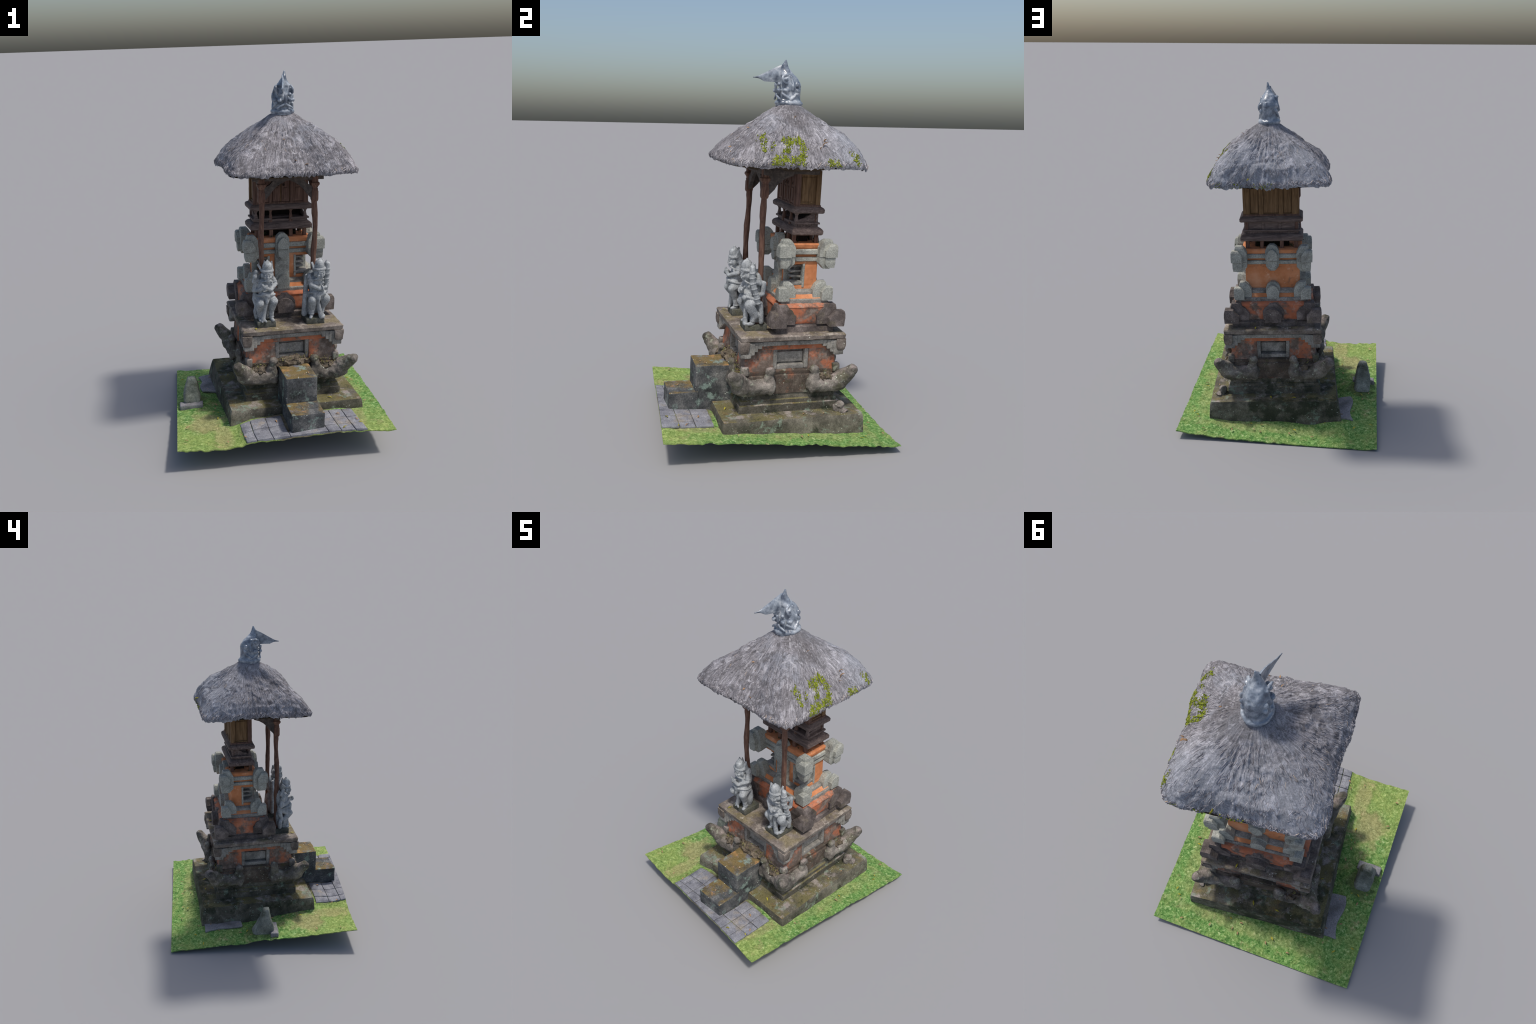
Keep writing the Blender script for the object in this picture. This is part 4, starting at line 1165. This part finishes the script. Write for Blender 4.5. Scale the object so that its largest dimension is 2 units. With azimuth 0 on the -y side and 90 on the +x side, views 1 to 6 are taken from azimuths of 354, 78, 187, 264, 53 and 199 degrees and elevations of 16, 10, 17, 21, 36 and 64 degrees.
def build_statues():
    out = []
    # left guardian: hands crossed on the chest, cloth behind
    root = empty('guardian_statue', None, TOWER @ Matrix.Translation((-0.145, -0.185, 0.603)))
    root['label'] = 'Small grey stone guardian with folded arms and crown'; root['category'] = 'statue'
    v, f = box(-0.053, 0.053, -0.059, 0.056, -0.002, 0.036, 0.004, 0.012, 0.003, 40, 1)
    add_mesh('base_block', v, f, MAT['statue_base'], root)
    F = Figure()
    at = head_of(F, 0.006, -0.042, 0.306, -0.12)
    F.solid('crown', crown_wing(at(-0.030, -0.006, 0.018), at(-0.052, 0.030, 0.056), at(-0.022, 0.042, 0.010)), at(-0.04, 0.02, 0.03), (0.016, 0.02, 0.03))
    F.solid('crown', crown_wing(at(0.030, -0.004, 0.018), at(0.026, 0.022, 0.074), at(0.020, 0.040, 0.010)), at(0.026, 0.02, 0.035), (0.012, 0.02, 0.034))
    F.solid('crown', crown_wing(at(-0.022, 0.012, 0.03), at(-0.014, 0.024, 0.078), at(0.006, 0.03, 0.03)), at(-0.01, 0.022, 0.05), (0.014, 0.01, 0.03))
    F.ball('torso', (0.0, -0.022, 0.235), (0.044, 0.034, 0.055)); F.ball('torso', (0.002, -0.032, 0.190), (0.044, 0.040, 0.042)); F.ball('torso', (0.0, -0.018, 0.168), (0.056, 0.044, 0.032))
    F.limb('torso', [(0.006, -0.034, 0.262), (0.006, -0.040, 0.285)], [0.022, 0.018])
    F.limb('arm_near', [(0.044, -0.018, 0.272), (0.055, -0.030, 0.246), (0.018, -0.074, 0.226), (-0.016, -0.080, 0.244), (-0.028, -0.080, 0.258)], [0.016, 0.013, 0.011, 0.010, 0.007])
    F.limb('arm_far', [(-0.046, -0.016, 0.270), (-0.060, 0.006, 0.205), (-0.034, -0.050, 0.222), (-0.006, -0.078, 0.250)], [0.016, 0.014, 0.011, 0.009])
    F.limb('arm_far', [(-0.058, -0.022, 0.292), (-0.062, -0.010, 0.262)], [0.014, 0.014])
    F.limb('leg_near', [(0.026, -0.022, 0.165), (0.040, -0.056, 0.154), (0.030, -0.034, 0.095), (0.030, -0.028, 0.050)], [0.028, 0.024, 0.017, 0.013])
    F.limb('leg_near', [(0.030, -0.026, 0.043), (0.036, -0.052, 0.041)], [0.012, 0.009])
    F.limb('leg_far', [(-0.028, -0.022, 0.165), (-0.038, -0.060, 0.148), (-0.036, -0.026, 0.100), (-0.030, -0.020, 0.052)], [0.028, 0.023, 0.018, 0.013])
    F.limb('leg_far', [(-0.030, -0.018, 0.043), (-0.034, -0.044, 0.041)], [0.012, 0.009])
    F.limb('cloth', [(0.004, -0.068, 0.188), (-0.004, -0.072, 0.150)], [0.016, 0.008]); F.limb('cloth', [(-0.020, -0.066, 0.200), (0.018, -0.070, 0.196)], [0.013, 0.011])
    F.limb('cloth', [(-0.004, -0.050, 0.140), (-0.012, -0.046, 0.090), (-0.020, -0.048, 0.045)], [0.012, 0.012, 0.013]); F.limb('cloth', [(-0.020, -0.048, 0.050), (-0.026, -0.056, 0.036)], [0.010, 0.006]); F.limb('cloth', [(-0.018, -0.048, 0.050), (-0.004, -0.056, 0.036)], [0.010, 0.006])
    F.ball('cloth', (0.0, 0.016, 0.10), (0.044, 0.026, 0.085)); F.limb('cloth', [(-0.050, 0.016, 0.200), (-0.054, 0.012, 0.150), (-0.046, 0.000, 0.115), (-0.050, 0.010, 0.08), (-0.044, 0.010, 0.045)], [0.012, 0.017, 0.013, 0.016, 0.014])
    F.limb('cloth', [(-0.052, -0.012, 0.318), (-0.050, 0.002, 0.29)], [0.012, 0.016])
    F.ball('cloth', (0.0, 0.012, 0.24), (0.040, 0.022, 0.07)); F.ball('cloth', (0.034, -0.004, 0.295), (0.016, 0.02, 0.024))
    F.limb('cloth', [(-0.034, -0.030, 0.250), (0.030, -0.046, 0.256)], [0.009, 0.009])
    for c, ax, R_, r_ in (((0.004, -0.040, 0.262), (0, 0.5, 1), 0.030, 0.005), ((0.001, -0.024, 0.186), (0, 0.2, 1), 0.050, 0.006)):
        F.solid('cloth', torus(c, ax, R_, r_), c, (R_ + r_, R_ + r_, 0.008))
    for c, ax in (((0.030, -0.028, 0.056), (0, 0, 1)), ((-0.030, -0.019, 0.060), (0, 0, 1)), ((0.050, -0.024, 0.258), (0.3, -0.5, -1)), ((-0.012, -0.078, 0.240), (-1, 0, 0.5))):
        F.solid('cloth', torus(c, ax, 0.0145, 0.0035, 18, 6), c, (0.018, 0.018, 0.005))
    F.build(root, {'head': 'head', 'crown': 'crown', 'torso': 'torso', 'arm_near': 'arm', 'arm_far': 'arm', 'leg_near': 'leg', 'leg_far': 'leg', 'cloth': 'cloth'}, MAT['statue'])
    out.append(root)

    # right guardian: raised club, hand on hip
    root = empty('guardian_statue', None, TOWER @ Matrix.Translation((0.138, -0.183, 0.603)))
    root['label'] = 'Small grey stone guardian with raised club and crown'; root['category'] = 'statue'
    v, f = box(-0.054, 0.054, -0.060, 0.060, -0.002, 0.034, 0.004, 0.012, 0.003, 40, 2)
    add_mesh('base_block', v, f, MAT['statue_base'], root)
    F = Figure()
    at = head_of(F, 0.020, -0.050, 0.300, 0.15)
    F.solid('crown', crown_wing(at(-0.032, -0.010, 0.018), at(-0.040, 0.014, 0.064), at(-0.022, 0.040, 0.008)), at(-0.034, 0.01, 0.03), (0.012, 0.022, 0.03))
    F.solid('crown', crown_wing(at(0.030, -0.004, 0.020), at(0.034, 0.026, 0.068), at(0.018, 0.044, 0.010)), at(0.028, 0.02, 0.035), (0.012, 0.022, 0.034))
    F.ball('torso', (0.010, -0.022, 0.232), (0.044, 0.034, 0.055)); F.ball('torso', (0.014, -0.034, 0.186), (0.044, 0.038, 0.040)); F.ball('torso', (0.016, -0.018, 0.160), (0.056, 0.044, 0.032))
    F.limb('torso', [(0.014, -0.034, 0.256), (0.018, -0.044, 0.278)], [0.022, 0.018])
    F.limb('arm_near', [(-0.030, -0.020, 0.278), (-0.030, -0.052, 0.234), (0.014, -0.080, 0.214), (0.046, -0.080, 0.222)], [0.016, 0.013, 0.011, 0.009]); F.limb('arm_near', [(0.044, -0.078, 0.216), (0.072, -0.072, 0.248)], [0.008, 0.004])
    F.limb('arm_far', [(0.054, -0.012, 0.268), (0.062, 0.032, 0.258), (0.064, 0.028, 0.205), (0.050, 0.010, 0.190)], [0.016, 0.014, 0.012, 0.013])
    F.limb('leg_near', [(-0.010, -0.022, 0.158), (-0.022, -0.060, 0.146), (-0.016, -0.034, 0.090), (-0.018, -0.030, 0.048)], [0.028, 0.024, 0.020, 0.013]); F.limb('leg_near', [(-0.018, -0.030, 0.041), (-0.028, -0.050, 0.038)], [0.012, 0.009])
    F.limb('leg_far', [(0.040, -0.018, 0.158), (0.062, -0.042, 0.142), (0.048, -0.004, 0.085), (0.044, -0.014, 0.046)], [0.030, 0.026, 0.022, 0.014]); F.limb('leg_far', [(0.046, -0.014, 0.041), (0.052, -0.036, 0.038)], [0.012, 0.010])
    F.limb('cloth', [(0.010, -0.072, 0.172), (0.012, -0.076, 0.138)], [0.016, 0.006]); F.limb('cloth', [(-0.006, -0.064, 0.178), (0.046, -0.064, 0.180)], [0.014, 0.013])
    F.limb('cloth', [(0.014, -0.046, 0.14), (0.022, -0.048, 0.085), (0.034, -0.052, 0.040)], [0.011, 0.013, 0.014]); F.limb('cloth', [(0.030, -0.05, 0.05), (0.046, -0.054, 0.036)], [0.012, 0.008])
    F.ball('cloth', (0.0, 0.018, 0.10), (0.050, 0.030, 0.085)); F.limb('cloth', [(-0.040, 0.0, 0.27), (-0.046, 0.0, 0.18), (-0.050, 0.004, 0.08), (-0.050, 0.006, 0.045)], [0.012, 0.014, 0.016, 0.018])
    F.ball('cloth', (0.006, 0.014, 0.235), (0.042, 0.024, 0.07)); F.limb('cloth', [(-0.020, -0.036, 0.252), (0.044, -0.040, 0.236)], [0.009, 0.009])
    F.limb('cloth', [(0.058, 0.020, 0.150), (0.060, 0.026, 0.100), (0.052, 0.030, 0.050)], [0.013, 0.014, 0.014])
    for c, ax, R_, r_ in (((0.015, -0.042, 0.256), (0, 0.5, 1), 0.030, 0.005), ((0.014, -0.024, 0.180), (0, 0.2, 1), 0.050, 0.006)):
        F.solid('cloth', torus(c, ax, R_, r_), c, (R_ + r_, R_ + r_, 0.008))
    for c, ax in (((-0.018, -0.031, 0.056), (0, 0, 1)), ((0.045, -0.012, 0.056), (0, 0, 1)), ((-0.030, -0.036, 0.256), (0, -0.6, -1)), ((0.058, 0.010, 0.263), (0, 1, 0)), ((0.030, -0.080, 0.218), (1, 0, 0.2))):
        F.solid('cloth', torus(c, ax, 0.0150, 0.0035, 18, 6), c, (0.018, 0.018, 0.005))
    club = [(0.072, -0.034, 0.344), (0.071, -0.034, 0.318), (0.069, -0.032, 0.290), (0.068, -0.028, 0.262), (0.070, -0.020, 0.232), (0.071, -0.012, 0.205), (0.070, -0.004, 0.180), (0.068, 0.006, 0.155)]
    rad = [0.0145, 0.0165, 0.0155, 0.0175, 0.0145, 0.0130, 0.0150, 0.0125]
    F.limb('club', club, rad)
    for p, r in zip(club[1:], rad[1:]):
        F.solid('club', torus(p, (0, 0.25, -1), r, 0.0032, 18, 6), p, (r + 0.004, r + 0.004, 0.005))
    F.limb('club', [(0.060, -0.036, 0.35), (0.066, -0.036, 0.365)], [0.006, 0.004])
    F.build(root, {'head': 'head', 'crown': 'crown', 'torso': 'torso', 'arm_near': 'arm', 'arm_far': 'arm', 'leg_near': 'leg', 'leg_far': 'leg', 'cloth': 'cloth', 'club': 'club'}, MAT['statue'])
    out.append(root)
    return out


# ------------------------------------------------------------------ fallen leaves and weeds
def leaf_mesh(name, L=0.02, W=0.007):
    V, F, n = [], [], 7
    for side in (0, 1):
        for i in range(n):
            t = i / (n - 1); w = W * math.sin(math.pi * min(1, t * 0.92 + 0.06)) ** 0.8
            z = 0.004 * math.sin(t * math.pi) - 0.0007 * side
            V += [((t - 0.5) * L, -w * 0.5, z + 0.0015), ((t - 0.5) * L, 0, z), ((t - 0.5) * L, w * 0.5, z + 0.0015)]
    m = n * 3
    for i in range(n - 1):
        for k in (0, 1):
            a = i * 3 + k
            F.append((a, a + 3, a + 4, a + 1)); F.append((m + a, m + a + 1, m + a + 4, m + a + 3))
        for k in (0, 2):
            a = i * 3 + k
            F.append((a, m + a, m + a + 3, a + 3))
    me = bpy.data.meshes.new(name); me.from_pydata(V, [], F)
    bm = bmesh.new(); bm.from_mesh(me); bmesh.ops.recalc_face_normals(bm, faces=bm.faces); bm.to_mesh(me); bm.free()
    me.shade_smooth(); return me


def build_leaves(ground, shrine):
    rng = random.Random(3)
    meshes = []
    for k in ('leaf_yellow', 'leaf_tan'):
        me = leaf_mesh('leaf'); me.materials.append(MAT[k]); meshes.append(me)
    def put(me, parent, loc, rot, s):
        ob = bpy.data.objects.new('fallen_leaf', me); bpy.context.scene.collection.objects.link(ob)
        ob.parent = parent; ob.location = loc; ob.rotation_euler = rot; ob.scale = (s, s, s)
    for i in range(46):
        while True:
            x, y = rng.uniform(-0.56, 0.56), rng.uniform(-0.58, 0.59)
            p = TOWER_INV @ Vector((x, y, 0.1))
            if max(abs(p.x), abs(p.y)) > 0.40 and not (abs(p.x) < 0.11 and p.y < 0):
                break
        z = float(ground_height(x, y)) + 0.010
        put(meshes[0 if rng.random() < 0.35 else 1], ground, (x, y, z), (rng.uniform(-0.3, 0.3), rng.uniform(-0.3, 0.3), rng.uniform(0, 6.3)), rng.uniform(0.6, 1.3))
    spots = [((0.20, -0.335, 0.183), 0, 1.3), ((0.335, 0.06, 0.183), 1, 1.0), ((0.345, 0.17, 0.183), 1, 0.8), ((0.02, 0.33, 0.183), 0, 1.4), ((-0.12, 0.34, 0.183), 0, 1.2), ((-0.32, 0.10, 0.183), 0, 0.8),
             ((0.10, 0.265, 0.607), 0, 1.2), ((-0.21, -0.262, 0.607), 0, 1.1), ((0.05, -0.42, 0.389), 1, 0.9), ((0.02, -0.44, 0.389), 1, 0.7), ((-0.02, -0.55, 0.245), 1, 0.7)]
    for loc, k, s in spots:
        put(meshes[k], shrine, loc, (rng.uniform(-0.2, 0.2), rng.uniform(-0.2, 0.2), rng.uniform(0, 6.3)), s)
    for y, z, k, s in ((0.10, 1.575, 1, 1.6), (0.105, 1.59, 1, 1.3), (0.075, 1.56, 1, 0.9), (-0.02, 1.69, 1, 0.9)):
        f = float(np.interp(-z, [-q for q in ROOF_Z[:10]], ROOF_F[:10])); t = math.atan2((y + 0.004) / 0.341, f)
        p = roof_point(t, f, z)
        put(meshes[k], shrine, (p[0] + 0.008, p[1], p[2] + 0.008), (0.2, 0.75, rng.uniform(0, 6)), s)
    for x, z, k, s in ((0.06, 1.53, 1, 1.0), (0.00, 1.55, 1, 1.2), (-0.04, 1.64, 1, 0.9)):
        f = float(np.interp(-z, [-q for q in ROOF_Z[:10]], ROOF_F[:10])); t = math.atan2(-f, x / 0.345)
        p = roof_point(t, f, z)
        put(meshes[k], shrine, (p[0], p[1] + 0.001, p[2] + 0.004), (0.65, 0.2, rng.uniform(0, 6)), s)
    put(meshes[0], shrine, (0.11, 0.330, 1.512), (-0.9, 0.2, 1.2), 1.3)
    # weeds: sprigs rooted on the ledges and under the timber house
    parts = {'leaf_green': [], 'leaf_dark': []}
    r2 = np.random.default_rng(9)
    base = leaf_mesh('sprig'); bv = np.array([v.co[:] for v in base.vertices]); bf = [tuple(p.vertices) for p in base.polygons]
    bpy.data.meshes.remove(base)
    def sprig(key, c, spread, n, s, rise):
        for i in range(n):
            p = np.array(c) + r2.normal(0, 1, 3) * np.array(spread); p[2] = c[2] + abs(r2.normal(0, 1)) * rise
            R = np.array(Euler((r2.uniform(-1.2, 1.2), r2.uniform(-1.4, 0.4), r2.uniform(0, 6.3))).to_matrix())
            parts[key].append(((bv * s * r2.uniform(0.6, 1.2)) @ R.T + p, bf))
    for c in ((0.17, -0.275, 0.372), (0.21, -0.268, 0.372), (0.09, -0.272, 0.402), (-0.19, -0.272, 0.37), (-0.05, -0.285, 0.405), (0.268, 0.19, 0.37), (-0.21, 0.268, 0.37)):
        sprig('leaf_green', c, (0.026, 0.010, 0), 26, 0.6, 0.022)
    for x in (-0.12, -0.03, 0.03, 0.12):
        for y in (YC - 0.052, YC + 0.052):
            sprig('leaf_dark', (x, y, 1.068), (0.03, 0.008, 0), 14, 0.7, 0.016)
    for k, nm in (('leaf_green', 'ledge_weeds'), ('leaf_dark', 'undercroft_weeds')):
        v, f = merge(parts[k]); ob = add_mesh(nm, v, f, MAT[k], shrine, 0, recalc=False); ob['kind'] = 'stuff'


def main():
    ground = build_ground()
    build_marker()
    shrine = empty('garden_shrine', None, TOWER)
    shrine['label'] = 'Tiered stone and brick shrine under a grey thatched roof'
    shrine['category'] = 'shrine'
    build_base(shrine)
    build_tower(shrine)
    build_house(shrine)
    roof = build_roof(shrine)
    build_finial(shrine, roof)
    build_statues()
    build_leaves(ground, shrine)


main()
